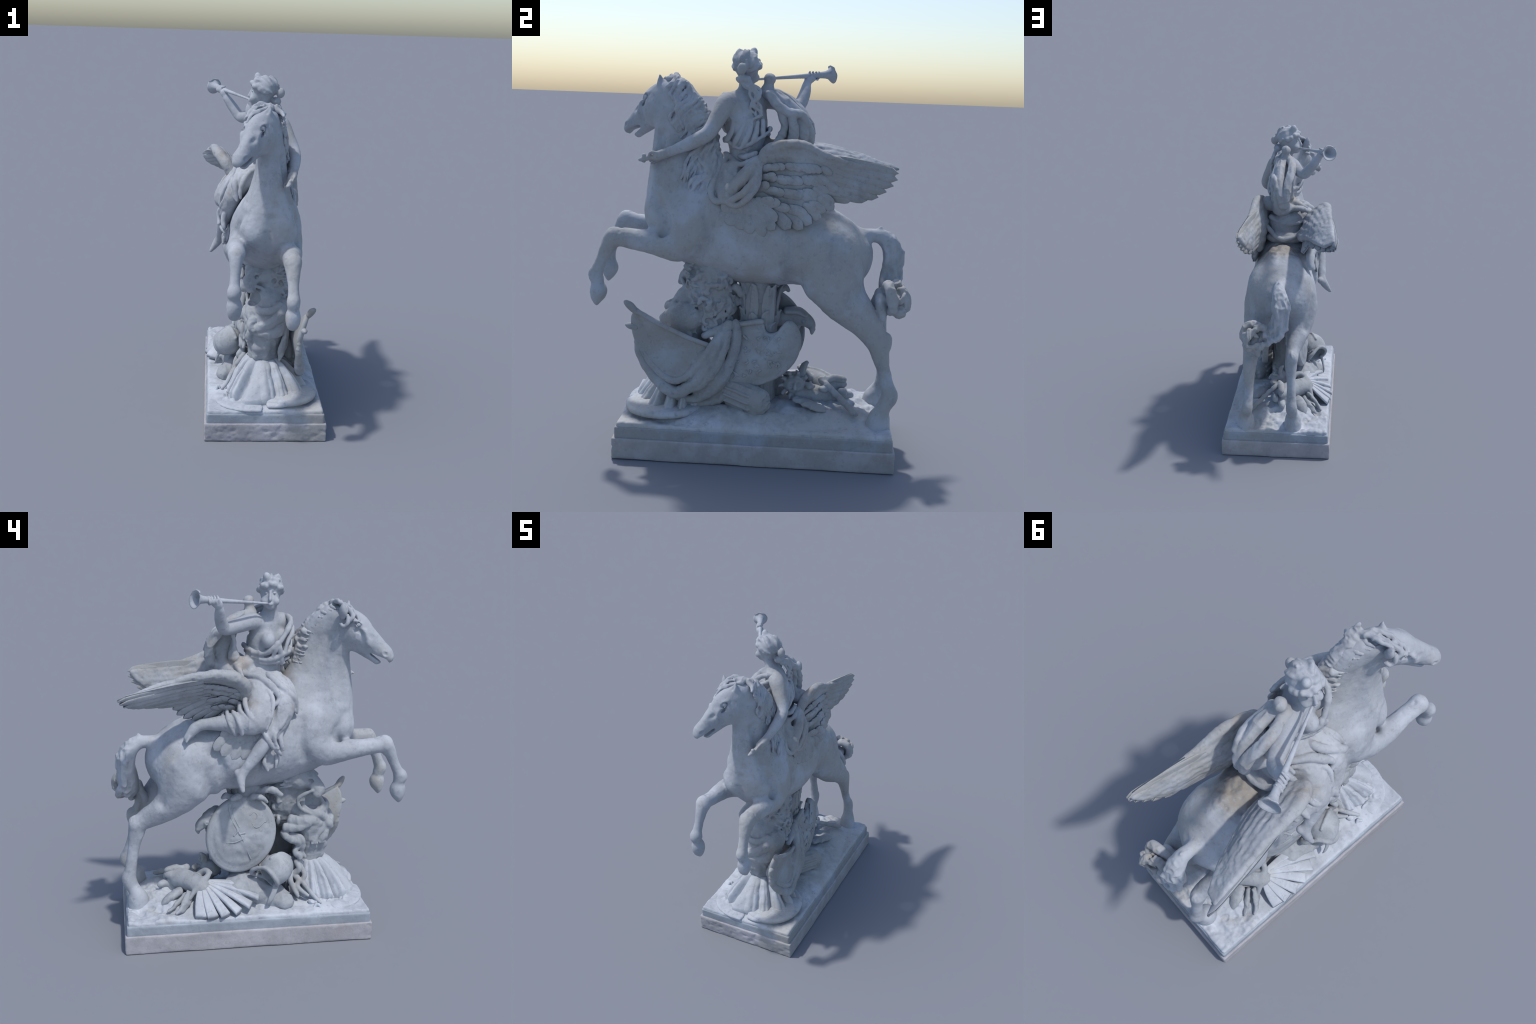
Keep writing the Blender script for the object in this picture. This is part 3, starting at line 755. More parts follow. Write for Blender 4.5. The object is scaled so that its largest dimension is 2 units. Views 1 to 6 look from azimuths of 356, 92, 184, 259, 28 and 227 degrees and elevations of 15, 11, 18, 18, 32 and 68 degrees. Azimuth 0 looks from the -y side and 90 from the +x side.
# ------------------------------------------------------------------- garments
def build_garments():
    c = Clay(0.004)
    c.tube('tunic', [(0.012, -0.030, 1.535, 0.094, 0.081), (0.014, -0.032, 1.590, 0.101, 0.087), (0.014, -0.034, 1.635, 0.108, 0.088)], SHOULDER, 0.006)
    # girdled tunic: rolled folds at the girdle, a strap over the right breast
    for p in (
        [(0.050, 0.084, 1.612, 0.012), (0.012, 0.082, 1.608, 0.014), (-0.020, 0.074, 1.600, 0.015), (-0.055, 0.038, 1.585, 0.017), (-0.082, -0.004, 1.585, 0.018), (-0.100, -0.044, 1.610, 0.016), (-0.108, -0.071, 1.640, 0.014)],
        [(0.020, 0.075, 1.585, 0.012), (-0.020, 0.066, 1.575, 0.014), (-0.058, 0.030, 1.560, 0.015), (-0.080, -0.010, 1.550, 0.016), (-0.096, -0.055, 1.560, 0.016), (-0.100, -0.105, 1.585, 0.014), (-0.070, -0.140, 1.590, 0.012)],
        [(-0.030, 0.055, 1.548, 0.010), (-0.068, 0.010, 1.535, 0.012), (-0.088, -0.045, 1.535, 0.012), (-0.085, -0.100, 1.550, 0.012), (-0.050, -0.140, 1.555, 0.010)],
        [(-0.104, -0.075, 1.640, 0.014), (-0.104, -0.085, 1.600, 0.015), (-0.098, -0.095, 1.565, 0.013), (-0.090, -0.100, 1.530, 0.008)],
        [(-0.108, -0.068, 1.635, 0.012), (-0.108, -0.060, 1.605, 0.013), (-0.098, -0.050, 1.572, 0.010)],
        [(0.040, -0.135, 1.765, 0.014), (-0.010, -0.150, 1.760, 0.015), (-0.052, -0.145, 1.735, 0.016), (-0.085, -0.118, 1.690, 0.015), (-0.104, -0.085, 1.650, 0.013)],
        [(0.050, -0.150, 1.740, 0.013), (0.000, -0.165, 1.720, 0.013), (-0.045, -0.160, 1.690, 0.014), (-0.080, -0.130, 1.650, 0.014), (-0.095, -0.115, 1.600, 0.012)],
        [(0.040, -0.155, 1.690, 0.012), (0.000, -0.160, 1.650, 0.012), (-0.045, -0.152, 1.610, 0.013), (-0.080, -0.125, 1.580, 0.012)],
        # back: neckline and hanging folds
        [(0.083, -0.122, 1.690, 0.008), (0.091, -0.105, 1.660, 0.010), (0.097, -0.057, 1.640, 0.010), (0.097, -0.007, 1.652, 0.010), (0.081, 0.038, 1.675, 0.009)],
        [(0.095, -0.092, 1.640, 0.012), (0.097, -0.097, 1.595, 0.014), (0.091, -0.117, 1.560, 0.015), (0.077, -0.133, 1.545, 0.010)],
        [(0.099, -0.037, 1.640, 0.011), (0.103, -0.057, 1.590, 0.014), (0.101, -0.077, 1.550, 0.015), (0.095, -0.087, 1.520, 0.010)],
        [(0.095, -0.002, 1.650, 0.011), (0.103, -0.012, 1.600, 0.014), (0.105, -0.032, 1.555, 0.016), (0.099, -0.052, 1.515, 0.010)],
        [(0.089, 0.023, 1.640, 0.011), (0.097, 0.021, 1.600, 0.014), (0.099, 0.011, 1.565, 0.014), (0.093, -0.002, 1.535, 0.010)],
        [(0.073, 0.048, 1.650, 0.011), (0.083, 0.049, 1.610, 0.014), (0.081, 0.053, 1.580, 0.013)],
        [(0.071, -0.135, 1.556, 0.010), (0.089, -0.089, 1.530, 0.011), (0.097, -0.057, 1.515, 0.011), (0.097, 0.008, 1.548, 0.011), (0.081, 0.049, 1.574, 0.011), (0.056, 0.083, 1.600, 0.010)]):
        c.tube('tunic', p, k=0.006)
    # skirt: seat mass, draped thighs, hanging ends
    c.blob('skirt', (0.0, 0.03, 1.385), (0.120, 0.140, 0.080), k=0.03)
    c.blob('skirt', (-0.02, 0.095, 1.385), (0.115, 0.085, 0.075), k=0.03)
    c.blob('skirt', (-0.01, 0.160, 1.290), (0.125, 0.062, 0.050), k=0.03)
    c.blob('skirt', (-0.01, 0.105, 1.345), (0.110, 0.062, 0.060), k=0.03)
    c.blob('skirt', (-0.07, 0.02, 1.415), (0.10, 0.105, 0.055), (1, 0, 0.55), k=0.03)
    c.tube('skirt', [(-0.07, 0.03, 1.425, 0.078), (-0.135, 0.032, 1.380, 0.076), (-0.195, 0.040, 1.305, 0.074), (-0.230, 0.062, 1.255, 0.068),
                     (-0.222, 0.130, 1.252, 0.060), (-0.214, 0.180, 1.250, 0.054)], k=0.03)
    c.tube('skirt', [(-0.06, -0.06, 1.425, 0.070), (-0.125, -0.088, 1.385, 0.064), (-0.180, -0.100, 1.315, 0.056), (-0.203, -0.070, 1.250, 0.050),
                     (-0.225, -0.022, 1.185, 0.046)], k=0.02)
    folds = [
        # overfold across the lap
        [(-0.06, 0.125, 1.470, 0.014), (-0.100, 0.100, 1.478, 0.018), (-0.140, 0.025, 1.468, 0.022), (-0.175, -0.023, 1.435, 0.022), (-0.192, -0.061, 1.392, 0.018), (-0.200, -0.067, 1.363, 0.015), (-0.212, -0.038, 1.334, 0.010)],
        [(-0.120, 0.100, 1.452, 0.012), (-0.160, 0.042, 1.438, 0.014), (-0.192, -0.014, 1.402, 0.015), (-0.215, -0.030, 1.365, 0.014), (-0.246, -0.019, 1.295, 0.013), (-0.262, 0.008, 1.225, 0.010)],
        [(-0.045, -0.085, 1.462, 0.014), (-0.085, -0.030, 1.474, 0.016), (-0.125, -0.033, 1.470, 0.020), (-0.155, -0.068, 1.437, 0.022), (-0.178, -0.125, 1.388, 0.022), (-0.182, -0.155, 1.355, 0.020), (-0.170, -0.172, 1.285, 0.010)],
        [(-0.190, -0.082, 1.388, 0.014), (-0.195, -0.130, 1.341, 0.015), (-0.178, -0.160, 1.294, 0.010)],
        [(-0.04, -0.115, 1.448, 0.013), (-0.080, -0.118, 1.450, 0.015), (-0.120, -0.145, 1.420, 0.016), (-0.150, -0.168, 1.360, 0.014), (-0.150, -0.170, 1.300, 0.010)],
        # rear thigh and knee
        [(-0.175, 0.110, 1.400, 0.014), (-0.210, 0.116, 1.383, 0.015), (-0.246, 0.116, 1.339, 0.014), (-0.272, 0.093, 1.292, 0.013), (-0.288, 0.061, 1.262, 0.009)],
        [(-0.195, 0.140, 1.345, 0.013), (-0.230, 0.138, 1.315, 0.014), (-0.266, 0.111, 1.284, 0.012), (-0.284, 0.073, 1.240, 0.008)],
        [(-0.170, 0.215, 1.300, 0.011), (-0.205, 0.228, 1.278, 0.012), (-0.235, 0.214, 1.234, 0.012), (-0.225, 0.183, 1.198, 0.010)],
        [(-0.190, 0.205, 1.312, 0.012), (-0.225, 0.206, 1.290, 0.014), (-0.258, 0.198, 1.250, 0.014), (-0.245, 0.170, 1.200, 0.012), (-0.205, 0.150, 1.180, 0.010)],
        [(-0.215, 0.178, 1.310, 0.012), (-0.255, 0.165, 1.290, 0.014), (-0.280, 0.150, 1.250, 0.013), (-0.262, 0.135, 1.200, 0.011)],
        # front shin
        [(-0.205, -0.120, 1.315, 0.010), (-0.235, -0.100, 1.275, 0.012), (-0.255, -0.059, 1.228, 0.013), (-0.258, 0.005, 1.190, 0.010)],
        [(-0.255, 0.020, 1.198, 0.013), (-0.268, -0.013, 1.150, 0.014), (-0.250, -0.062, 1.095, 0.013), (-0.232, -0.080, 1.074, 0.008)],
        [(-0.255, -0.052, 1.223, 0.012), (-0.272, -0.033, 1.180, 0.014), (-0.266, -0.052, 1.122, 0.012)],
        [(-0.220, -0.075, 1.210, 0.016), (-0.245, -0.072, 1.160, 0.016), (-0.240, -0.085, 1.105, 0.012)],
        [(-0.185, 0.125, 1.190, 0.020), (-0.200, 0.115, 1.155, 0.018), (-0.205, 0.096, 1.127, 0.012), (-0.215, 0.060, 1.170, 0.012)],
        # hanging end below the shin
        [(-0.205, -0.035, 1.10, 0.040, 0.012), (-0.212, -0.025, 1.05, 0.044, 0.014), (-0.222, -0.012, 1.01, 0.038, 0.012), (-0.224, -0.010, 0.992, 0.026, 0.008)],
        [(-0.216, -0.055, 1.08, 0.010), (-0.234, -0.055, 1.04, 0.012), (-0.236, -0.052, 1.005, 0.008)],
        [(-0.222, 0.000, 1.07, 0.010), (-0.236, 0.010, 1.035, 0.012), (-0.238, -0.010, 0.992, 0.010)],
        # hip to back
        [(0.03, 0.150, 1.480, 0.018), (-0.05, 0.165, 1.485, 0.018), (-0.12, 0.150, 1.478, 0.018), (-0.175, 0.130, 1.450, 0.012)],
        [(-0.03, 0.140, 1.520, 0.018), (-0.09, 0.130, 1.510, 0.018), (-0.15, 0.120, 1.480, 0.012)],
        [(0.08, 0.145, 1.42, 0.018), (0.00, 0.170, 1.385, 0.018), (-0.09, 0.165, 1.385, 0.017), (-0.155, 0.145, 1.415, 0.013)],
        [(0.105, 0.170, 1.36, 0.016), (0.06, 0.205, 1.315, 0.017), (0.01, 0.220, 1.290, 0.017), (-0.06, 0.212, 1.298, 0.016), (-0.11, 0.185, 1.33, 0.014), (-0.15, 0.150, 1.37, 0.011)],
    ]
    for f in folds:
        c.tube('skirt', f, (0, 1, 0), 0.004)
    # swag of cloth on the right flank
    c.tube('skirt', [(0.125, 0.030, 1.455, 0.030), (0.150, -0.010, 1.405, 0.034), (0.152, -0.075, 1.335, 0.036), (0.150, -0.125, 1.290, 0.030)], k=0.02)
    for p in (
        [(0.130, 0.040, 1.474, 0.016), (0.158, 0.004, 1.430, 0.018), (0.170, -0.075, 1.345, 0.019), (0.168, -0.130, 1.268, 0.018), (0.158, -0.168, 1.268, 0.016), (0.140, -0.188, 1.314, 0.016), (0.118, -0.165, 1.385, 0.016), (0.095, -0.150, 1.430, 0.014)],
        [(0.140, 0.046, 1.462, 0.015), (0.174, 0.028, 1.386, 0.017), (0.180, -0.028, 1.312, 0.018), (0.176, -0.098, 1.266, 0.016), (0.162, -0.145, 1.258, 0.012)],
        [(0.150, 0.050, 1.440, 0.012), (0.178, 0.042, 1.362, 0.014), (0.182, 0.008, 1.302, 0.016), (0.182, -0.050, 1.250, 0.016), (0.176, -0.098, 1.252, 0.012)],
        [(0.100, -0.120, 1.430, 0.014), (0.115, -0.118, 1.392, 0.014), (0.135, -0.085, 1.375, 0.012)],
        [(0.090, -0.150, 1.440, 0.018), (0.100, -0.130, 1.400, 0.020), (0.105, -0.140, 1.350, 0.020)]):
        c.tube('skirt', p, k=0.008)
    c.tube('skirt', [(0.080, -0.080, 1.42, 0.045), (0.100, -0.11, 1.36, 0.045), (0.115, -0.13, 1.31, 0.04)], k=0.02)
    for p in ([(0.060, -0.125, 1.475, 0.022), (0.085, -0.140, 1.440, 0.022), (0.098, -0.120, 1.400, 0.018), (0.125, -0.070, 1.390, 0.014)],
              [(0.050, -0.100, 1.470, 0.020), (0.092, -0.080, 1.445, 0.018), (0.120, -0.040, 1.440, 0.016), (0.128, 0.010, 1.465, 0.014)],
              [(0.100, -0.150, 1.400, 0.014), (0.122, -0.130, 1.350, 0.015), (0.145, -0.100, 1.330, 0.014)],
              [(0.085, -0.055, 1.478, 0.016), (0.105, -0.030, 1.475, 0.016), (0.112, 0.020, 1.495, 0.014)]):
        c.tube('skirt', p, k=0.005)
    # cloak thrown over the raised arm, falling behind onto the wing
    c.blob('cloak', (-0.014, 0.070, 1.848), (0.030, 0.029, 0.027), k=0.006)
    c.tube('cloak', [(-0.012, 0.060, 1.790, 0.036), (-0.012, 0.066, 1.825, 0.022)], k=0.012)
    for p in (
        [(0.000, 0.060, 1.780, 0.029), (0.016, 0.130, 1.752, 0.029), (0.020, 0.200, 1.702, 0.027), (0.012, 0.252, 1.645, 0.025), (0.004, 0.275, 1.595, 0.028), (0.000, 0.270, 1.530, 0.026)],
        [(-0.030, 0.060, 1.784, 0.029), (-0.052, 0.125, 1.769, 0.025), (-0.058, 0.190, 1.732, 0.028), (-0.042, 0.248, 1.674, 0.026), (-0.026, 0.278, 1.598, 0.025), (-0.020, 0.270, 1.525, 0.024)],
        [(0.030, 0.075, 1.775, 0.024), (0.048, 0.120, 1.722, 0.024), (0.056, 0.175, 1.690, 0.024), (0.048, 0.230, 1.682, 0.020), (0.036, 0.265, 1.640, 0.018)],
        [(0.044, 0.135, 1.700, 0.020), (0.050, 0.150, 1.640, 0.020), (0.048, 0.145, 1.590, 0.020), (0.050, 0.130, 1.555, 0.022)],
        [(0.052, 0.190, 1.670, 0.022), (0.050, 0.200, 1.610, 0.024), (0.050, 0.195, 1.545, 0.025)],
        [(0.020, 0.235, 1.660, 0.026), (0.030, 0.245, 1.600, 0.028), (0.030, 0.240, 1.520, 0.025)],
        [(-0.050, 0.165, 1.680, 0.018), (-0.045, 0.160, 1.620, 0.022), (-0.040, 0.150, 1.560, 0.028)]):
        c.tube('cloak', p, k=0.004)
    c.blob('cloak', (0.005, 0.200, 1.620), (0.026, 0.055, 0.085), k=0.012)
    c.tube('cloak', [(-0.036, 0.180, 1.67, 0.026), (-0.066, 0.195, 1.61, 0.034), (-0.078, 0.200, 1.56, 0.028)], k=0.012, mode='sub')
    # rough stone left standing between cloak, wing and hip
    c.blob('cloak', (0.010, 0.180, 1.492), (0.062, 0.078, 0.056), k=0.03)
    c.blob('cloak', (0.090, 0.130, 1.508), (0.066, 0.052, 0.048), k=0.03)
    c.blob('cloak', (-0.035, 0.100, 1.512), (0.050, 0.052, 0.052), k=0.03)
    w = weather(0.0016, 35)
    def cloth(p, n):
        back = np.clip((p[:, 1] - 0.06) / 0.05, 0, 1) * np.clip((p[:, 2] - 1.50) / 0.06, 0, 1)
        # cloak folds run down and back from the shoulder; elsewhere they run loosely downwards
        q = np.stack([p[:, 0] * 1.3, (p[:, 1] + p[:, 2]) * 1.0, (p[:, 1] - p[:, 2]) * 0.30], 1)
        return w(p, n) + back * 0.005 * ridged(q, 24, 79) + (1 - back) * 0.0024 * ridged(p, 24, 77, (1, 1, 0.5))
    c.build(cloth, 1)
    c.emit({'*': CLOTH_STONE})

# --------------------------------------------------------------------- trumpet
def lathe(name, a, b, profile, seg=28, ragged=None):
    """Solid of revolution from a to b; profile rows (t, radius)."""
    a, b = V(*a), V(*b)
    T = unit(b - a)
    U = unit(np.cross(T, (0.3, 0.2, 1)))
    W = np.cross(T, U)
    verts, faces = [], []
    for i, (t, r) in enumerate(profile):
        for j in range(seg):
            an = 2 * math.pi * j / seg
            rr = r
            tt = t
            if ragged and i in ragged:
                tt = t - ragged[i](an)
            verts.append(a + (b - a) * tt + (U * math.cos(an) + W * math.sin(an)) * rr)
    for i in range(len(profile) - 1):
        for j in range(seg):
            faces.append((i * seg + j, i * seg + (j + 1) % seg, (i + 1) * seg + (j + 1) % seg, (i + 1) * seg + j))
    faces.append(tuple(range(seg))[::-1])
    n = (len(profile) - 1) * seg
    faces.append(tuple(range(n, n + seg)))
    return mesh_from(name, verts, faces)

def build_trumpet():
    def chip(an):
        return 0.030 * max(0, math.sin(an * 1.0 + 3.4)) + 0.010 * math.sin(an * 7) * max(0, math.sin(an + 3.4))
    prof = [(0.0, 0.005), (0.02, 0.0055), (0.30, 0.0078), (0.55, 0.0105)]
    prof += [(0.57 + 0.01 * i, 0.0115 if i % 2 else 0.0105) for i in range(4)]
    prof += [(0.72, 0.0135), (0.80, 0.016), (0.812, 0.020), (0.825, 0.016), (0.86, 0.017), (0.90, 0.019), (0.94, 0.024), (0.965, 0.034), (0.985, 0.042), (1.0, 0.047),
             (1.0, 0.043), (0.985, 0.037), (0.96, 0.026), (0.92, 0.014), (0.88, 0.004)]
    k = {19 - 2: chip, 18 - 0: chip}
    me = lathe('trumpet', (-0.100, -0.014, 1.845), (-0.301, 0.386, 1.890), prof, 32, {15 + 2: chip, 18: chip})
    register(bpy.data.objects.new('trumpet', me), MARBLE)

# ----------------------------------------------------------------------- wings
def feather_mesh(name, tip=0.72, lobes=0.0):
    """One carved feather: length 1 along y, width 1 along x, thickness along z."""
    nu, nv = 13, 9
    top, bot = [], []
    for i in range(nu):
        u = i / (nu - 1)
        w = 0.5 * (0.40 + 0.60 * math.sin(min(1, u / 0.45) * math.pi / 2))
        if u > tip:
            w *= math.sqrt(max(0.0, 1 - ((u - tip) / (1 - tip)) ** 2)) * 0.98 + 0.02
        for j in range(nv):
            v = -1 + 2 * j / (nv - 1)
            arch = 1 - v * v
            rib = math.exp(-(v / 0.16) ** 2) * 0.28 * (1 - u * 0.6)
            barb = 0.05 * math.sin(26 * (u - 0.16 * abs(v)))
            z = (0.30 + 0.52 * arch + rib + barb) * (0.55 + 0.45 * math.sin(math.pi * min(1, u * 0.62 + 0.2)))
            z *= 1.0 if u < tip else max(0.25, 1 - 0.9 * ((u - tip) / (1 - tip)) ** 2)
            top.append((v * w, u, z))
            bot.append((v * w, u, -0.45))
    verts = top + bot
    n = nu * nv
    F = []
    for i in range(nu - 1):
        for j in range(nv - 1):
            a = i * nv + j
            F.append((a, a + 1, a + 1 + nv, a + nv))
            F.append((n + a, n + a + nv, n + a + 1 + nv, n + a + 1))
    ring = [j for j in range(nv)] + [i * nv + nv - 1 for i in range(1, nu)] + [(nu - 1) * nv + j for j in range(nv - 2, -1, -1)] + [i * nv for i in range(nu - 2, 0, -1)]
    for a, b in zip(ring, ring[1:] + ring[:1]):
        F.append((b, a, n + a, n + b))
    return mesh_from(name, verts, F)

def place_feather(me, base, tip, width, normal, thick, parent, mat):
    base, tip = V(*base), V(*tip)
    Y = tip - base
    Z = unit(np.asarray(normal, float) - unit(Y) * np.dot(unit(Y), normal))
    X = np.cross(unit(Y), Z)
    M = Matrix(((X[0] * width, Y[0], Z[0] * thick, base[0]), (X[1] * width, Y[1], Z[1] * thick, base[1]),
                (X[2] * width, Y[2], Z[2] * thick, base[2]), (0, 0, 0, 1)))
    ob = bpy.data.objects.new('feather', me)
    register(ob, mat, parent)
    ob.matrix_basis = M
    return ob

def build_wings():
    fm = feather_mesh('feather_quill', 0.80)
    fm.materials.append(WING_STONE)
    fc = feather_mesh('feather_covert', 0.55)
    fc.materials.append(WING_STONE)
    rnd = random.Random(3)
    specs = {
        'R': dict(
            out=unit((1, 0, -0.12)), sink=-0.030, r0=0.032, thick=0.028,
            le=[(0.125, 0.050, 1.455), (0.142, 0.085, 1.515), (0.160, 0.165, 1.545), (0.172, 0.260, 1.540), (0.186, 0.360, 1.502), (0.202, 0.460, 1.476), (0.219, 0.570, 1.456), (0.233, 0.670, 1.434)],
            te=[(0.130, -0.020, 1.250), (0.140, 0.060, 1.220), (0.150, 0.170, 1.205), (0.158, 0.290, 1.235), (0.160, 0.365, 1.300), (0.172, 0.460, 1.308), (0.188, 0.550, 1.315), (0.222, 0.655, 1.400)],
            prim=[(0.242, 0.694, 1.436), (0.240, 0.692, 1.406), (0.233, 0.675, 1.376), (0.222, 0.645, 1.346), (0.208, 0.610, 1.318), (0.192, 0.560, 1.300), (0.180, 0.490, 1.298)],
            pb0=(0.176, 0.330, 1.495), pb1=(0.152, 0.290, 1.315),
            sec=[(0.186, 0.375, 1.272), (0.188, 0.370, 1.240), (0.188, 0.350, 1.205), (0.190, 0.305, 1.178), (0.190, 0.265, 1.150), (0.190, 0.205, 1.150)],
            sb0=(0.140, 0.200, 1.310), sb1=(0.145, 0.070, 1.265),
            br=[(0.190, 0.140, 1.185), (0.194, 0.130, 1.142), (0.198, 0.082, 1.108), (0.198, 0.020, 1.118), (0.194, -0.025, 1.135), (0.188, -0.080, 1.150), (0.176, -0.130, 1.135)],
            bb0=(0.160, 0.040, 1.240), bb1=(0.160, -0.110, 1.225)),
        'L': dict(
            out=unit((-0.70, 0.0, -0.71)), sink=-0.026, r0=0.041, thick=0.034,
            le=[(-0.180, 0.110, 1.395), (-0.222, 0.125, 1.450), (-0.264, 0.185, 1.498), (-0.286, 0.270, 1.518), (-0.295, 0.370, 1.512), (-0.307, 0.470, 1.493), (-0.321, 0.590, 1.463), (-0.338, 0.710, 1.424)],
            te=[(-0.145, 0.130, 1.310), (-0.130, 0.180, 1.310), (-0.118, 0.250, 1.310), (-0.120, 0.340, 1.325), (-0.152, 0.430, 1.358), (-0.185, 0.515, 1.375), (-0.222, 0.600, 1.382), (-0.272, 0.690, 1.388)],
            prim=[(-0.350, 0.764, 1.408), (-0.347, 0.754, 1.392), (-0.336, 0.736, 1.376), (-0.316, 0.715, 1.368), (-0.288, 0.690, 1.362), (-0.256, 0.645, 1.356), (-0.222, 0.575, 1.350)],
            pb0=(-0.300, 0.340, 1.490), pb1=(-0.160, 0.330, 1.345),
            sec=[(-0.170, 0.482, 1.318), (-0.152, 0.460, 1.285), (-0.142, 0.425, 1.262), (-0.140, 0.380, 1.252), (-0.142, 0.325, 1.245), (-0.150, 0.250, 1.245)],
            sb0=(-0.195, 0.290, 1.400), sb1=(-0.170, 0.130, 1.330),
            br=[(-0.216, 0.275, 1.105), (-0.224, 0.235, 1.075), (-0.226, 0.180, 1.055), (-0.226, 0.125, 1.055), (-0.224, 0.075, 1.065)],
            bb0=(-0.205, 0.175, 1.195), bb1=(-0.205, 0.020, 1.165)),
    }
    for side, S in specs.items():
        c = Clay(0.005)
        LE = catmull(S['le'], 4)
        TE = catmull(S['te'], 4)
        out = unit(S['out'])
        m = len(LE)
        # the arm of the wing, then the thick blade behind it
        c.tube('wing', [T4(p, S['r0'] * (1 - 0.70 * i / 7)) for i, p in enumerate(S['le'])], k=0.02)
        def sunk(t, f):
            return out * S['sink'] * math.sin(math.pi * min(1, t * 1.1)) * (1 - f ** 2) ** 0.8
        for t in (0.14, 0.30, 0.46, 0.62, 0.78, 0.93):
            rows = []
            for i in range(0, m, 2):
                f = i / (m - 1)
                p = LE[i] * (1 - t) + TE[i] * t + sunk(t, f)
                span = np.linalg.norm(LE[i] - TE[i])
                rows.append(T4(p, max(0.010, span * 0.11)) + (max(0.010, S['thick'] * (1 - 0.72 * f * f)),))
            c.tube('wing', rows, LE[m // 2] - TE[m // 2], 0.016)
        w = weather(0.002, 45 if side == 'R' else 46)
        c.build(lambda p, n: w(p, n) + 0.003 * fbm(p, 18, 83, 3) - 0.004 * np.clip(fbm(p, 34, 87, 2) - 0.3, 0, 1), 1)
        wing = c.emit(WING_STONE)['wing']
        off = 0.012
        # primaries and secondaries on the outer face, thinner twins inside
        for tips, b0, b1, wd, th in ((S['prim'], S['pb0'], S['pb1'], 0.050, 0.016), (S['sec'], S['sb0'], S['sb1'], 0.058, 0.015)):
            n = len(tips)
            for i, tp in enumerate(tips):
                b = V(*b0) * (1 - i / (n - 1)) + V(*b1) * i / (n - 1)
                o = out * (off + 0.006 * (i % 2))
                place_feather(fm, b + o - out * 0.030, V(*tp) + out * 0.004, wd * rnd.uniform(0.92, 1.1), out, th, wing, WING_STONE)
                place_feather(fm, b - out * (off - 0.012), V(*tp) - out * 0.006, wd, -out, th * 0.7, wing, WING_STONE)
        # coverts: overlapping rows over the arm of the wing
        for r, (t, L, W, s0, s1, cnt) in enumerate(((0.86, 0.085, 0.050, 0.12, 0.62, 9), (0.66, 0.080, 0.046, 0.08, 0.60, 10), (0.46, 0.070, 0.042, 0.08, 0.58, 11), (0.28, 0.060, 0.036, 0.06, 0.56, 12))):
            for q in range(cnt):
                f = s0 + (s1 - s0) * (q + 0.5 * (r % 2)) / cnt
                i = int(f * (m - 1))
                p = LE[i] * (1 - t) + TE[i] * t
                along = unit(LE[min(m - 1, i + 3)] - LE[max(0, i - 3)])
                down = unit(TE[i] - LE[i])
                d = unit(along * 0.9 + down * (0.55 - 0.5 * f) + V(0, 0, rnd.uniform(-0.1, 0.1)))
                p = p + sunk(t, f)
                face = S['thick'] * (1 - 0.72 * f * f) + 0.003
                place_feather(fc, p + out * (face - 0.004), p + out * face + d * L * rnd.uniform(0.85, 1.15), W * rnd.uniform(0.9, 1.1), out, 0.012, wing, WING_STONE)
        # low feathers lying on the horse's flank
        n = len(S['br'])
        flank = V(1 if side == 'R' else -1, 0, 0)
        for i, tp in enumerate(S['br']):
            b = V(*S['bb0']) * (1 - i / (n - 1)) + V(*S['bb1']) * i / (n - 1)
            place_feather(fc, b, tp, 0.070, flank, 0.015, wing, WING_STONE)
            mid = b * 0.62 + V(*tp) * 0.38 + V(0, 0.025, 0.008)
            place_feather(fc, b + V(0, -0.01, 0.045) + flank * 0.004, mid + flank * 0.006, 0.055, flank, 0.013, wing, WING_STONE)

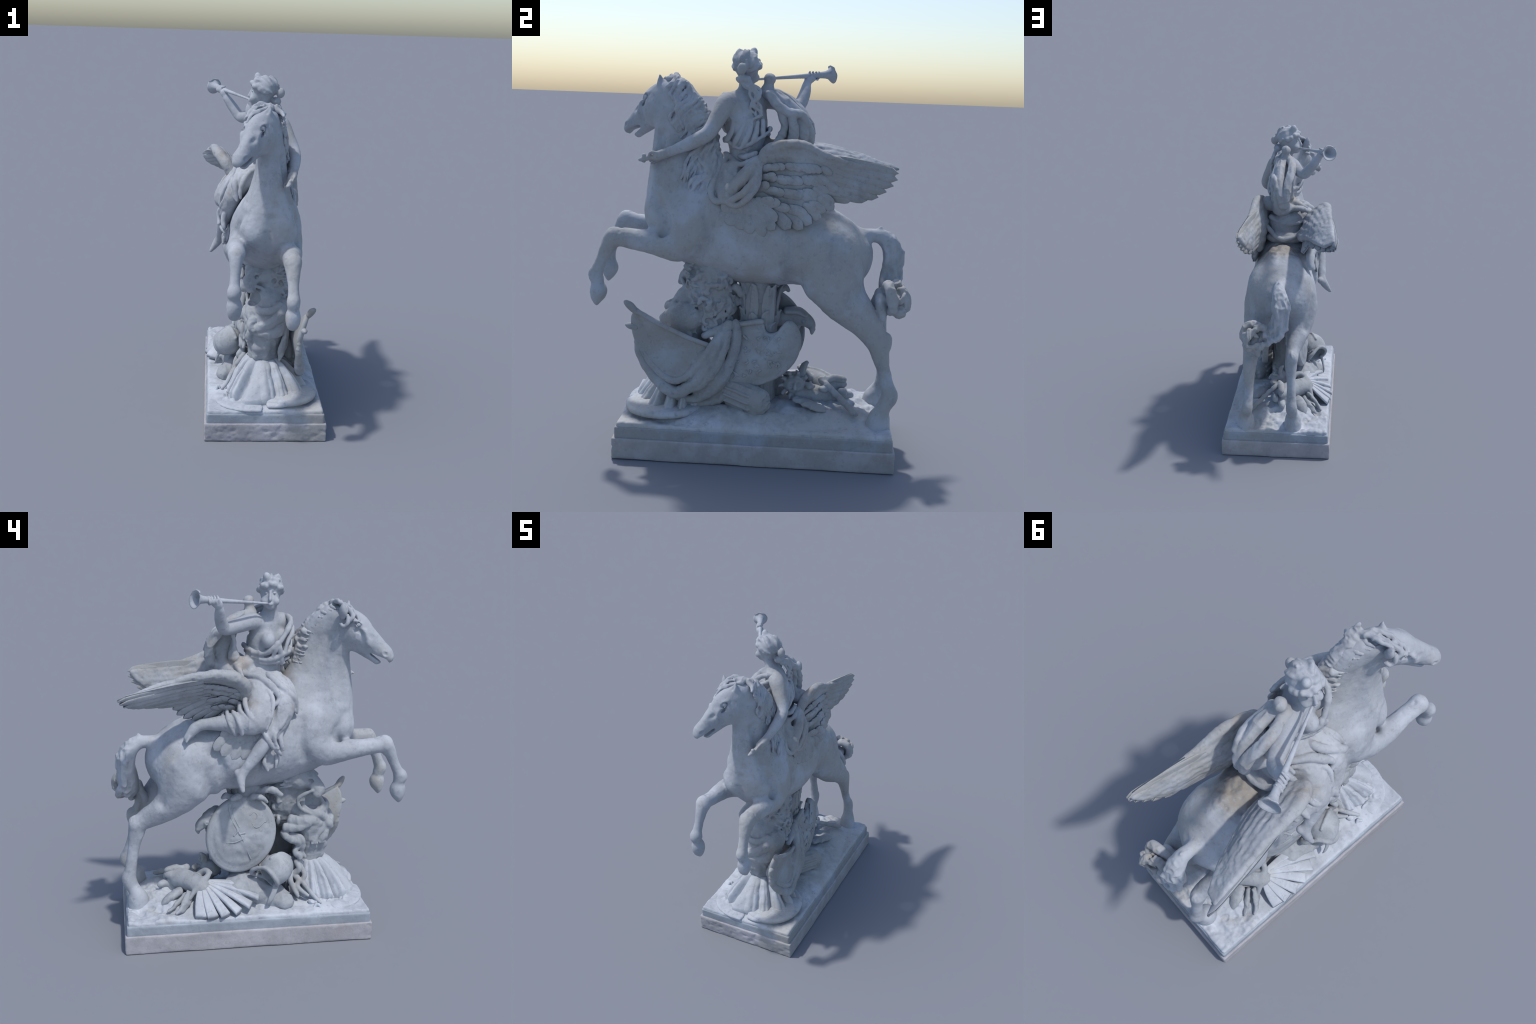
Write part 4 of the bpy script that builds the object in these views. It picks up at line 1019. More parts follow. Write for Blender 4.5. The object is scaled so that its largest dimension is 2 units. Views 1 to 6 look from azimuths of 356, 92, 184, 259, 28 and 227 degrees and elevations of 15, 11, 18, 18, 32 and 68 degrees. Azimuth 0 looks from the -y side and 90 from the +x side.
# ---------------------------------------------------------------------- plinth
def build_plinth():
    turn = unit((1.0, -0.0145, 0))       # the block stands a hair askew
    c = Clay(0.0065)
    c.box('plinth_block', (0.008, 0.067, 0.052), (0.346, 0.690, 0.054), 0.004, turn)
    w = weather(0.0012, 91)
    def rough(p, n):
        # tooled faces, rougher and broken at the front
        f = np.clip((-0.55 - p[:, 1]) / 0.05, 0, 1)
        r = w(p, n) - 0.006 * f * np.clip(fbm(p * V(1, 1, 1.5), 22, 95, 3) - 0.1, 0, 1)
        return r * (np.abs(n[:, 2]) < 0.8)
    c.build(rough, 1)
    c.emit(PLINTH_STONE)
    c = Clay(0.0065)
    c.box('plinth_step', (0.007, 0.067, 0.128), (0.334, 0.678, 0.034), 0.008, turn)
    c.build(weather(0.0014, 96), 1)
    c.emit(STEP_STONE)
    # carved ground on top
    c = Clay(0.0055)
    c.box('carved_ground', (0.007, 0.067, 0.152), (0.327, 0.672, 0.028), 0.014, turn)
    c.blob('carved_ground', (0.03, 0.05, 0.150), (0.29, 0.63, 0.072), k=0.03)
    c.blob('carved_ground', (0.125, 0.03, 0.172), (0.192, 0.60, 0.060), k=0.03)
    c.blob('carved_ground', (0.02, 0.42, 0.170), (0.25, 0.26, 0.072), k=0.03)
    c.blob('carved_ground', (0.02, 0.58, 0.165), (0.26, 0.08, 0.034), k=0.03)
    c.blob('carved_ground', (-0.02, -0.41, 0.160), (0.28, 0.18, 0.045), k=0.03)
    for q, r in (((0.05, 0.56, 0.225), (0.045, 0.020, 0.02)), ((-0.17, 0.62, 0.19), (0.02, 0.030, 0.012)), ((-0.20, 0.57, 0.19), (0.014, 0.022, 0.010)), ((-0.16, 0.68, 0.185), (0.016, 0.012, 0.010))):
        c.blob('carved_ground', q, r, k=0.012, mode='sub')
    w2 = weather(0.002, 97)
    def ground(p, n):
        up = np.clip(n[:, 2], 0, 1)
        r = w2(p, n) + up * 0.006 * fbm(p, 9, 101, 3) + up * 0.004 * fbm(p * V(0.6, 1.6, 1), 24, 105, 2)
        back = np.clip((p[:, 1] - 0.42) / 0.06, 0, 1) * np.clip((0.16 - p[:, 0]) / 0.05, 0, 1)
        return r + up * back * 0.012 * fbm(p, 18, 107, 3)
    c.build(ground, 1)
    c.emit(SOIL_STONE)

# ------------------------------------------------------------- trophy of arms
def patch(name, grid_fn, nu, nv, close_v=False):
    """Grid surface from grid_fn(u, v) for u, v in 0..1."""
    verts, faces = [], []
    for i in range(nu):
        for j in range(nv):
            verts.append(grid_fn(i / (nu - 1), j / (nv if close_v else nv - 1)))
    for i in range(nu - 1):
        for j in range(nv if close_v else nv - 1):
            a, b = i * nv + j, i * nv + (j + 1) % nv
            faces.append((a, b, b + nv, a + nv))
    return mesh_from(name, verts, faces)

def plate(name, outline, centre, front, bulge, thick, rim=0.0, rings=14, seg=96, relief=None, mat=None, dish=2.0):
    """Solid shield: closed outline (x y z rows, smoothed), domed towards `front`."""
    o = catmull(list(outline) + [outline[0]], 12)[:-1]
    idx = np.linspace(0, len(o), seg, endpoint=False)
    o = np.array([o[int(i) % len(o)] for i in idx])
    c0 = V(*centre)
    f = unit(front)
    verts, faces = [], []
    for side in (1, -1):
        for r in range(rings + 1):
            t = r / rings
            for j in range(seg):
                p = c0 + (o[j] - c0) * t
                h = bulge * (1 - t ** dish)
                if side > 0:
                    h += thick * 0.5 + rim * math.exp(-((t - 0.95) / 0.035) ** 2)
                    if t > 0.985:
                        h -= 0.3 * thick
                    if relief:
                        h += relief(p, t, 2 * math.pi * j / seg)
                else:
                    h -= thick * 0.5
                verts.append(p + f * h)
    n = (rings + 1) * seg
    for s in (0, 1):
        for r in range(rings):
            for j in range(seg):
                a = s * n + r * seg + j
                b = s * n + r * seg + (j + 1) % seg
                q = (a, a + seg, b + seg, b)
                faces.append(q if s == 0 else q[::-1])
    for j in range(seg):
        a, b = rings * seg + j, rings * seg + (j + 1) % seg
        faces.append((a, n + a, n + b, b))
    me = mesh_from(name, verts, faces)
    me.validate()
    return register(bpy.data.objects.new(name, me), mat or TROPHY_STONE)

def build_trunk():
    c = Clay(0.0045)
    c.tube('tree_trunk', [(0.000, 0.06, 0.15, 0.100), (0.000, 0.065, 0.40, 0.085), (0.000, 0.065, 0.60, 0.082), (0.000, 0.06, 0.75, 0.086), (-0.005, 0.05, 0.90, 0.105)], k=0.02)
    # sheathing leaves: upright flaps round the stem
    rt = random.Random(61)
    for i in range(9):
        for z0, z1, r, o in ((0.44, 0.62, 0.078, 0.0), (0.54, 0.73, 0.080, 0.35), (0.66, 0.86, 0.085, 0.1)):
            a = 2 * math.pi * i / 9 + 0.2 + o + rt.uniform(-0.15, 0.15)
            e = V(math.cos(a), math.sin(a), 0)
            if e[0] < -0.35:
                continue        # the round shield leans here
            t = np.cross((0, 0, 1), e)
            p = V(0.000, 0.062, 0) + e * r + t * rt.uniform(-0.01, 0.01)
            z0, z1 = z0 + rt.uniform(-0.03, 0.03), z1 + rt.uniform(-0.04, 0.03)
            lean = t * rt.uniform(-0.02, 0.02)
            wd = rt.uniform(0.026, 0.042)
            c.tube('trunk_leaf', [T4(p + V(0, 0, z0), wd * 0.9) + (0.008,), T4(p + e * 0.004 + lean * 0.5 + V(0, 0, (z0 + z1) / 2), wd) + (0.012,), T4(p + e * 0.014 + lean + V(0, 0, z1 - 0.025), wd * 0.7) + (0.011,), T4(p + e * 0.030 + lean + V(0, 0, z1), 0.010) + (0.007,)], t, 0.004)
            c.tube('trunk_leaf', [T4(p + e * 0.010 + V(0, 0, z0 + 0.02), 0.006), T4(p + e * 0.016 + lean * 0.5 + V(0, 0, (z0 + z1) / 2), 0.006), T4(p + e * 0.026 + lean + V(0, 0, z1 - 0.02), 0.005)], k=0.004)
    # curled acanthus tips on the left, under the belly
    for p in ([(-0.075, 0.02, 0.80, 0.022), (-0.105, -0.02, 0.835, 0.022), (-0.125, -0.07, 0.838, 0.020), (-0.128, -0.11, 0.812, 0.016)],
              [(-0.090, 0.06, 0.78, 0.022), (-0.130, 0.03, 0.808, 0.022), (-0.145, -0.01, 0.800, 0.018), (-0.142, -0.030, 0.778, 0.012)],
              [(-0.080, 0.11, 0.78, 0.022), (-0.120, 0.13, 0.805, 0.020), (-0.135, 0.16, 0.800, 0.014)],
              [(-0.060, 0.15, 0.78, 0.020), (-0.075, 0.185, 0.800, 0.018), (-0.070, 0.205, 0.785, 0.010)],
              [(0.060, -0.03, 0.79, 0.022), (0.075, -0.06, 0.825, 0.020), (0.075, -0.085, 0.815, 0.012)],
              [(0.03, -0.055, 0.74, 0.024), (0.02, -0.085, 0.80, 0.022), (0.0, -0.10, 0.83, 0.014)]):
        c.tube('trunk_leaf', p, k=0.008)
    w = weather(0.002, 111)
    c.build(lambda p, n: w(p, n) + 0.003 * fbm(p * V(1.6, 1.6, 0.4), 30, 113, 2), 1)
    c.emit(TROPHY_STONE)

def build_bust():
    """Empty suit of armour under a lion's pelt, skirt spread on the ground."""
    c = Clay(0.0045)
    SX = (1, 0, 0)
    c.tube('cuirass', [(0.0, -0.295, 0.34, 0.100, 0.090), (0.0, -0.300, 0.42, 0.094, 0.082), (0.0, -0.305, 0.49, 0.104, 0.092), (0.0, -0.310, 0.57, 0.118, 0.108),
                       (0.0, -0.300, 0.65, 0.115, 0.112), (0.0, -0.280, 0.72, 0.095, 0.100)], SX, 0.02)
    for p, r in (((-0.045, -0.380, 0.470), 0.030), ((0.005, -0.385, 0.475), 0.030), ((-0.045, -0.370, 0.415), 0.026), ((0.005, -0.375, 0.415), 0.026)):
        c.blob('cuirass', p, r, k=0.03)
    # pelt over the shoulders: crossing swags on the breast
    pelt = [
        [(0.105, -0.300, 0.700, 0.045, 0.030), (0.085, -0.375, 0.665, 0.040, 0.028), (0.030, -0.420, 0.635, 0.034, 0.026), (-0.030, -0.425, 0.610, 0.028, 0.024), (-0.075, -0.390, 0.585, 0.022, 0.020)],
        [(0.115, -0.290, 0.640, 0.045, 0.028), (0.095, -0.370, 0.590, 0.045, 0.026), (0.040, -0.415, 0.570, 0.036, 0.022), (-0.025, -0.420, 0.570, 0.026, 0.020), (-0.070, -0.385, 0.565, 0.018, 0.016)],
        [(-0.085, -0.180, 0.640, 0.034, 0.024), (-0.110, -0.240, 0.640, 0.030, 0.022), (-0.105, -0.310, 0.640, 0.028, 0.022), (-0.085, -0.365, 0.600, 0.024, 0.020)],
        [(-0.095, -0.150, 0.600, 0.030, 0.02), (-0.118, -0.215, 0.605, 0.022, 0.018), (-0.118, -0.280, 0.625, 0.018, 0.014)],
        [(0.120, -0.300, 0.600, 0.050, 0.020), (0.118, -0.370, 0.520, 0.042, 0.018), (0.095, -0.395, 0.450, 0.026, 0.014), (0.085, -0.390, 0.395, 0.010, 0.008)],
        [(-0.060, -0.350, 0.715, 0.020, 0.016), (-0.030, -0.400, 0.695, 0.024, 0.016), (0.030, -0.405, 0.700, 0.024, 0.016), (0.080, -0.360, 0.720, 0.022, 0.016)],
        [(-0.085, -0.300, 0.690, 0.022), (-0.095, -0.345, 0.670, 0.024), (-0.080, -0.385, 0.640, 0.020)],
        # the two forepaws knotted and hanging
        [(-0.080, -0.375, 0.605, 0.026), (-0.098, -0.350, 0.570, 0.020), (-0.102, -0.325, 0.540, 0.022), (-0.104, -0.318, 0.520, 0.024)],
        [(-0.075, -0.390, 0.590, 0.024), (-0.085, -0.385, 0.560, 0.022), (-0.090, -0.372, 0.535, 0.026), (-0.090, -0.365, 0.522, 0.026)],
        [(-0.070, -0.385, 0.640, 0.026), (-0.088, -0.400, 0.612, 0.026), (-0.070, -0.420, 0.590, 0.020)],
    ]
    for p in pelt:
        c.tube('lion_pelt', p, (0, 0, 1), 0.006)
    c.blob('lion_pelt', (0.098, -0.300, 0.665), (0.060, 0.090, 0.075), k=0.02)
    for o in ((-0.104, -0.318, 0.512), (-0.090, -0.365, 0.512)):
        for i in range(3):
            c.blob('lion_pelt', V(*o) + V(-0.014, -0.014 + 0.014 * i, -0.006), 0.010, k=0.005)
    # fur lock falling beside the helmet
    for p in ([(-0.085, -0.150, 0.560, 0.026), (-0.125, -0.165, 0.545, 0.022), (-0.135, -0.205, 0.535, 0.022), (-0.115, -0.225, 0.500, 0.020), (-0.120, -0.205, 0.465, 0.020), (-0.125, -0.235, 0.430, 0.018), (-0.118, -0.225, 0.395, 0.014)],
              [(-0.095, -0.190, 0.555, 0.020), (-0.120, -0.235, 0.545, 0.018), (-0.118, -0.250, 0.500, 0.018), (-0.110, -0.245, 0.460, 0.016), (-0.115, -0.265, 0.425, 0.012)],
              [(-0.115, -0.215, 0.40, 0.018), (-0.140, -0.230, 0.365, 0.018), (-0.130, -0.205, 0.330, 0.018), (-0.150, -0.225, 0.300, 0.018), (-0.165, -0.215, 0.270, 0.016), (-0.185, -0.240, 0.245, 0.014), (-0.205, -0.270, 0.225, 0.010)],
              [(-0.110, -0.240, 0.37, 0.016), (-0.145, -0.260, 0.330, 0.016), (-0.155, -0.250, 0.290, 0.016), (-0.190, -0.280, 0.250, 0.014), (-0.215, -0.310, 0.215, 0.012), (-0.240, -0.335, 0.195, 0.010)],
              [(-0.115, -0.180, 0.36, 0.018), (-0.150, -0.175, 0.31, 0.018), (-0.165, -0.195, 0.26, 0.016), (-0.195, -0.215, 0.22, 0.012)]):
        c.tube('lion_pelt', p, k=0.006)
    # lion head as a hood: skull, brow, muzzle over an open mouth
    D = unit((-0.62, -0.74, -0.25))
    H = unit(np.cross(D, (0, 0, 1)))
    c.blob('lion_head', (-0.015, -0.225, 0.880), (0.105, 0.105, 0.085), k=0.02)
    c.tube('lion_head', [(-0.030, -0.245, 0.890, 0.072, 0.052), (-0.066, -0.285, 0.872, 0.052, 0.046), (-0.096, -0.318, 0.842, 0.046, 0.040), (-0.108, -0.333, 0.822, 0.042, 0.034)], H, 0.015)
    c.tube('lion_head', [T4(V(-0.060, -0.280, 0.908), 0.014), T4(V(-0.112, -0.338, 0.852), 0.013)], k=0.012)
    c.blob('lion_head', (-0.120, -0.346, 0.842), (0.016, 0.022, 0.011), D, k=0.006)
    for s in (1, -1):
        c.blob('lion_head', V(-0.066, -0.290, 0.902) + H * 0.038 * s, (0.032, 0.020, 0.013), D, k=0.008)
        c.blob('lion_head', V(-0.084, -0.306, 0.878) + H * 0.038 * s, (0.014, 0.012, 0.008), D, k=0.005, mode='sub')
        c.blob('lion_head', V(-0.080, -0.302, 0.877) + H * 0.036 * s, (0.009, 0.008, 0.006), D, k=0.003)
        c.blob('lion_head', V(-0.104, -0.330, 0.806) + H * 0.026 * s, (0.030, 0.024, 0.024), D, k=0.010)
        c.tube('lion_head', [T4(V(-0.095, -0.318, 0.828) + H * 0.046 * s, 0.010), T4(V(-0.068, -0.290, 0.806) + H * 0.064 * s, 0.012), T4(V(-0.045, -0.262, 0.770) + H * 0.075 * s, 0.012), T4(V(-0.050, -0.275, 0.715) + H * 0.066 * s, 0.011), T4(V(-0.075, -0.320, 0.680) + H * 0.040 * s, 0.009)], k=0.006)
        c.blob('lion_head', V(-0.110, -0.340, 0.824) + H * 0.020 * s, 0.006, k=0.004, mode='sub')
        c.blob('lion_head', V(0.006, -0.252, 0.918) + H * 0.080 * s, (0.024, 0.014, 0.026), H, k=0.006)
        c.blob('lion_head', V(-0.002, -0.262, 0.918) + H * 0.083 * s, (0.015, 0.010, 0.016), H, k=0.005, mode='sub')
    c.blob('lion_head', (-0.078, -0.325, 0.748), (0.052, 0.062, 0.046), k=0.010, mode='sub')
    for s in (1, -1):
        c.tube('lion_head', [T4(V(-0.098, -0.328, 0.796) + H * 0.022 * s, 0.008), T4(V(-0.100, -0.330, 0.770) + H * 0.022 * s, 0.003)], k=0.003)
    # hair combed back from the face
    for j in range(22):
        a = -1.9 + 3.8 * j / 21
        q = V(-0.020, -0.238, 0.878) + H * 0.098 * math.sin(a) + V(0, 0, 1) * 0.080 * math.cos(a)
        back = unit(-D * 0.8 + H * math.sin(a) * 0.6 + V(0, 0, 1) * (math.cos(a) * 0.4 - 0.3))
        sw = H * 0.012 * math.sin(j * 2.4)
        c.tube('lion_mane', [T4(q, 0.011), T4(q + back * 0.025 + sw, 0.012), T4(q + back * 0.050 - sw, 0.010), T4(q + back * 0.070, 0.006)], k=0.004)
    # mane: a curly mass down the back
    c.tube('lion_mane', [(0.030, -0.180, 0.880, 0.110, 0.105), (0.030, -0.190, 0.800, 0.105, 0.120), (0.035, -0.170, 0.720, 0.100, 0.110), (0.045, -0.160, 0.640, 0.085, 0.085)], SX, 0.02)
    rnd = random.Random(23)
    for i in range(150):
        a = rnd.uniform(-1.9, 2.4)
        z = rnd.uniform(0.62, 0.93)
        d = V(math.cos(a), math.sin(a), 0)
        cx = 0.032
        p = V(cx, -0.185, z) + d * V(0.098, 0.108, 0) * (1.0 if z > 0.72 else 0.88)
        if p[0] < -0.02 and p[1] < -0.22 and z < 0.99:
            continue
        if p[0] < -0.06 and z < 0.72:
            continue
        t = unit(np.cross(d, (0, 0, 1)) * rnd.uniform(-1, 1) + V(0, 0, -1.3))
        u = np.cross(t, d)
        L = rnd.uniform(0.030, 0.055)
        sw = rnd.choice((-1, 1)) * rnd.uniform(0.010, 0.018)
        r = rnd.uniform(0.009, 0.014)
        rows = [T4(p, r), T4(p + t * L * 0.35 + u * sw + d * 0.010, r * 1.1), T4(p + t * L * 0.7 + u * sw * 0.2 + d * 0.012, r), T4(p + t * L - u * sw * 0.8 + d * 0.004, r * 0.6)]
        c.tube('lion_mane', rows, k=0.003)
    for i in range(60):
        a = rnd.uniform(-1.5, 2.0)
        z = rnd.uniform(0.64, 0.92)
        d = V(math.cos(a), math.sin(a), 0)
        p = V(0.032, -0.185, z) + d * V(0.112, 0.122, 0) * (1.0 if z > 0.72 else 0.88)
        c.blob('lion_mane', p, rnd.uniform(0.008, 0.012), k=0.006, mode='sub')
    w = weather(0.0018, 121)
    c.build(lambda p, n: w(p, n) + 0.0028 * ridged(p, 26, 123, (1, 1, 0.7)) * (p[:, 2] > 0.42) * (p[:, 2] < 0.74), 1)
    c.emit(TROPHY_STONE)

    # skirt fanned out on the ground
    hem_r = [(-3.3, 0.17), (-2.8, 0.21), (-2.4, 0.245), (-2.0, 0.275), (-1.5, 0.24), (-0.9, 0.235), (-0.5, 0.26), (0.0, 0.23), (0.5, 0.17), (1.5, 0.14), (2.2, 0.15), (2.98, 0.17)]
    ha = np.array([h[0] for h in hem_r])
    hr = np.array([h[1] for h in hem_r])
    def skirt(u, v):
        a = -3.3 + 2 * math.pi * v
        R = np.interp(a, ha, hr)
        ph = 13 * a + 2.6 * math.sin(2.3 * a + 1) + 1.3 * u * math.sin(5 * a)
        deep = 0.75 + 0.35 * math.sin(3.1 * a + 2)
        fold = abs(math.sin(ph * 0.5)) ** 0.75
        fold = 0.8 * fold + 0.2 * abs(math.sin(ph * 1.5 + 0.6)) * u
        amp = 0.078 * deep * min(1, u * 1.5 + 0.06) * (1 - 0.15 * u)
        r = 0.090 + (R - 0.090) * min(1, u / 0.94) + amp * (fold - 0.62) * 0.75
        z = 0.396 - 0.172 * min(1, u / 0.94) ** 1.45 + amp * (fold - 0.75) * 1.0
        if u > 0.94:
            z -= (u - 0.94) / 0.06 * 0.060
            r -= 0.010 * (u - 0.94) / 0.06
        cx, cy = -0.005 + 0.0 * u, -0.300 - 0.010 * u
        p = V(cx + r * math.cos(a), cy + r * math.sin(a), z)
        p += 0.003 * V(noise3(p[None] , 30, 3)[0], noise3(p[None], 30, 4)[0], noise3(p[None], 30, 5)[0])
        return p
    me = patch('armour_skirt', skirt, 34, 300, True)
    register(bpy.data.objects.new('armour_skirt', me), SOIL_STONE)
    # lower layer of cloth and the flat round shield beneath
    c = Clay(0.005)
    hem = []
    for a in np.linspace(-2.75, -0.35, 16):
        R = np.interp(a, ha, hr)
        hem.append((-0.005 + (R + 0.012) * math.cos(a), -0.310 + (R + 0.012) * math.sin(a), 0.188 + 0.008 * math.sin(7 * a), 0.020))
    c.tube('under_skirt', [(0.02, -0.555, 0.195, 0.04, 0.020), (0.09, -0.555, 0.205, 0.05, 0.022), (0.16, -0.515, 0.210, 0.045, 0.022), (0.205, -0.44, 0.215, 0.04, 0.02)], (0, -1, 0), 0.01)
    c.tube('under_skirt', [(-0.26, -0.40, 0.18, 0.04, 0.016), (-0.22, -0.50, 0.18, 0.05, 0.018), (-0.13, -0.56, 0.18, 0.05, 0.018), (-0.03, -0.575, 0.18, 0.04, 0.016)], (-0.7, -0.7, 0), 0.01)
    rnd = random.Random(31)
    for i in range(16):
        a = rnd.uniform(-3.3, -2.3)
        r = rnd.uniform(0.20, 0.27)
        p = V(-0.005 + r * math.cos(a), -0.310 + r * math.sin(a), 0.185)
        t = V(rnd.uniform(-1, 1), rnd.uniform(-1, 1), 0.2) * 0.02
        c.tube('under_skirt', [T4(p - t, 0.010), T4(p + V(0, 0, 0.012), 0.011), T4(p + t, 0.007)], k=0.006)
    c.build(weather(0.0022, 125), 1)
    c.emit(SOIL_STONE)
    disc = [(0.115 + 0.19 * math.cos(a), -0.400 + 0.195 * math.sin(a), 0.209 + 0.02 * (0.115 + 0.19 * math.cos(a))) for a in np.linspace(0, 2 * math.pi, 24, endpoint=False)]
    plate('ground_shield', disc, (0.115, -0.40, 0.212), (0.0, 0.0, 1), 0.012, 0.026, 0.002, mat=SOIL_STONE)

def build_shields():
    # round shield leaning on the trunk, left side
    def marks(p, t, a):
        h = 0.004 * math.exp(-((t - 0.86) / 0.02) ** 2)
        h -= 0.003 * math.exp(-((t - 0.80) / 0.02) ** 2)
        q = p[None] * 1.0
        return h + 0.0035 * float(fbm(q, 26, 131, 2)[0]) * (t < 0.8)
    oval = []
    for a in np.linspace(0, 2 * math.pi, 28, endpoint=False):
        y, z = 0.192 * math.cos(a), 0.215 * math.sin(a)
        y, z = y * 0.97 + z * -0.10, z
        oval.append((-0.102 + 0.026 * (z / 0.215) + 0.02 * (y / 0.19), 0.104 + y * 1.04, 0.578 + z * 1.02))
    sh = plate('round_shield', oval, (-0.102, 0.105, 0.580), (-1, 0.10, 0.13), 0.040, 0.028, 0.006, 24, 128, marks)
    # the crack and carved marks running over it
    c = Clay(0.003)
    def on(y, z, lift=0.0):
        t = min(1.0, math.hypot((y - 0.105) / 0.192, (z - 0.585) / 0.215))
        return V(-0.104 + 0.026 * (z - 0.585) / 0.215 + 0.02 * (y - 0.105) / 0.19 - 0.040 * (1 - t * t) - 0.012 - lift, y, z)
    def stroke(pts, r, lift=0.0):
        c.tube('shield_carving', [T4(on(y, z, lift), r) for y, z in pts], k=0.003)
    stroke([(0.175, 0.755), (0.165, 0.69), (0.135, 0.63), (0.105, 0.575), (0.085, 0.52), (0.055, 0.45)], 0.005)
    stroke([(0.155, 0.755), (0.150, 0.70), (0.120, 0.635)], 0.005)
    stroke([(0.19, 0.545), (0.15, 0.55), (0.12, 0.562), (0.10, 0.575)], 0.005)
    stroke([(0.05, 0.655), (0.035, 0.635), (0.01, 0.635), (-0.015, 0.655), (-0.03, 0.66)], 0.005)
    stroke([(0.06, 0.70), (0.04, 0.715), (0.02, 0.70), (0.03, 0.68)], 0.006)
    stroke([(0.15, 0.66), (0.13, 0.62), (0.15, 0.59)], 0.006)
    stroke([(0.12, 0.60), (0.09, 0.605)], 0.006)
    c.build(weather(0.0015, 141), 1)
    for o in c.emit(TROPHY_STONE, parents={'shield_carving': sh}).values():
        pass
    # crescent shield with worn relief, right side
    out = [(0.086, -0.055, 0.628), (0.092, 0.015, 0.650), (0.096, 0.083, 0.662), (0.100, 0.100, 0.618), (0.104, 0.126, 0.604), (0.105, 0.165, 0.620), (0.104, 0.200, 0.668),
           (0.104, 0.235, 0.667), (0.106, 0.270, 0.620), (0.112, 0.280, 0.548), (0.120, 0.247, 0.455), (0.134, 0.160, 0.376), (0.145, 0.033, 0.334), (0.140, -0.091, 0.364), (0.115, -0.115, 0.48)]
    def worn(p, t, a):
        return 0.004 * float(fbm(p[None], 34, 151, 2)[0]) * (t < 0.86)
    sh = plate('crescent_shield', out, (0.108, 0.075, 0.500), (1, 0, 0.10), 0.030, 0.034, 0.004, 22, 140, worn)
    from mathutils.bvhtree import BVHTree
    bvh = BVHTree.FromPolygons([v.co for v in sh.data.vertices], [tuple(f.vertices) for f in sh.data.polygons])
    c = Clay(0.003)
    # rolled bar on the top edge and rows of worn figures
    c.tube('shield_relief', [(0.112, -0.045, 0.640, 0.016), (0.118, 0.02, 0.655, 0.016), (0.116, 0.078, 0.664, 0.016)], k=0.004)
    rnd = random.Random(41)
    for row, z in enumerate((0.575, 0.515, 0.455, 0.405)):
        for col, y in enumerate((-0.035, 0.015, 0.065, 0.115, 0.160)):
            if row == 3 and col > 2:
                continue
            hit = bvh.ray_cast(Vector((1, y, z)), Vector((-1, 0, 0)))[0]
            if hit is None:
                continue
            x = hit[0] + 0.001
            for s in range(4):
                p = V(x, y + rnd.uniform(-0.016, 0.016), z + rnd.uniform(-0.018, 0.018))
                dv = V(0, rnd.uniform(-1, 1), rnd.uniform(-1, 1)) * 0.012
                c.tube('shield_relief', [T4(p - dv, 0.005), T4(p + dv.take([0, 2, 1]) * 0.5, 0.0065), T4(p + dv, 0.005)], k=0.004)
    c.build(weather(0.0015, 152), 1)
    c.emit(TROPHY_STONE, parents={'shield_relief': sh}, kinds=('shield_relief',))
    # pointed shield at the front right, wrapped in cloth
    out = [(0.218, -0.535, 0.725), (0.208, -0.396, 0.650), (0.185, -0.282, 0.590), (0.162, -0.183, 0.543), (0.167, -0.180, 0.480), (0.192, -0.245, 0.395), (0.210, -0.361, 0.355),
           (0.198, -0.457, 0.420), (0.183, -0.515, 0.500), (0.183, -0.552, 0.590), (0.203, -0.556, 0.680)]
    sh = plate('pointed_shield', out, (0.199, -0.385, 0.520), (1, -0.15, 0.1), -0.022, 0.030, 0.0, 18, 110)
    c = Clay(0.004)
    c.tube('shield_rim', [(0.223, -0.545, 0.728, 0.013), (0.228, -0.470, 0.690, 0.014), (0.223, -0.396, 0.650, 0.014), (0.200, -0.282, 0.590, 0.014), (0.167, -0.175, 0.543, 0.014)], k=0.006)
    c.tube('shield_rim', [(0.223, -0.530, 0.715, 0.016), (0.234, -0.555, 0.745, 0.020), (0.244, -0.572, 0.762, 0.015), (0.248, -0.580, 0.770, 0.006)], k=0.01)
    c.tube('shield_rim', [(0.196, -0.535, 0.630, 0.016), (0.200, -0.562, 0.636, 0.018), (0.202, -0.582, 0.640, 0.008)], k=0.01)
    c.build(weather(0.0012, 155), 1)
    c.emit(TROPHY_STONE, parents={'shield_rim': sh})
    c = Clay(0.0045)
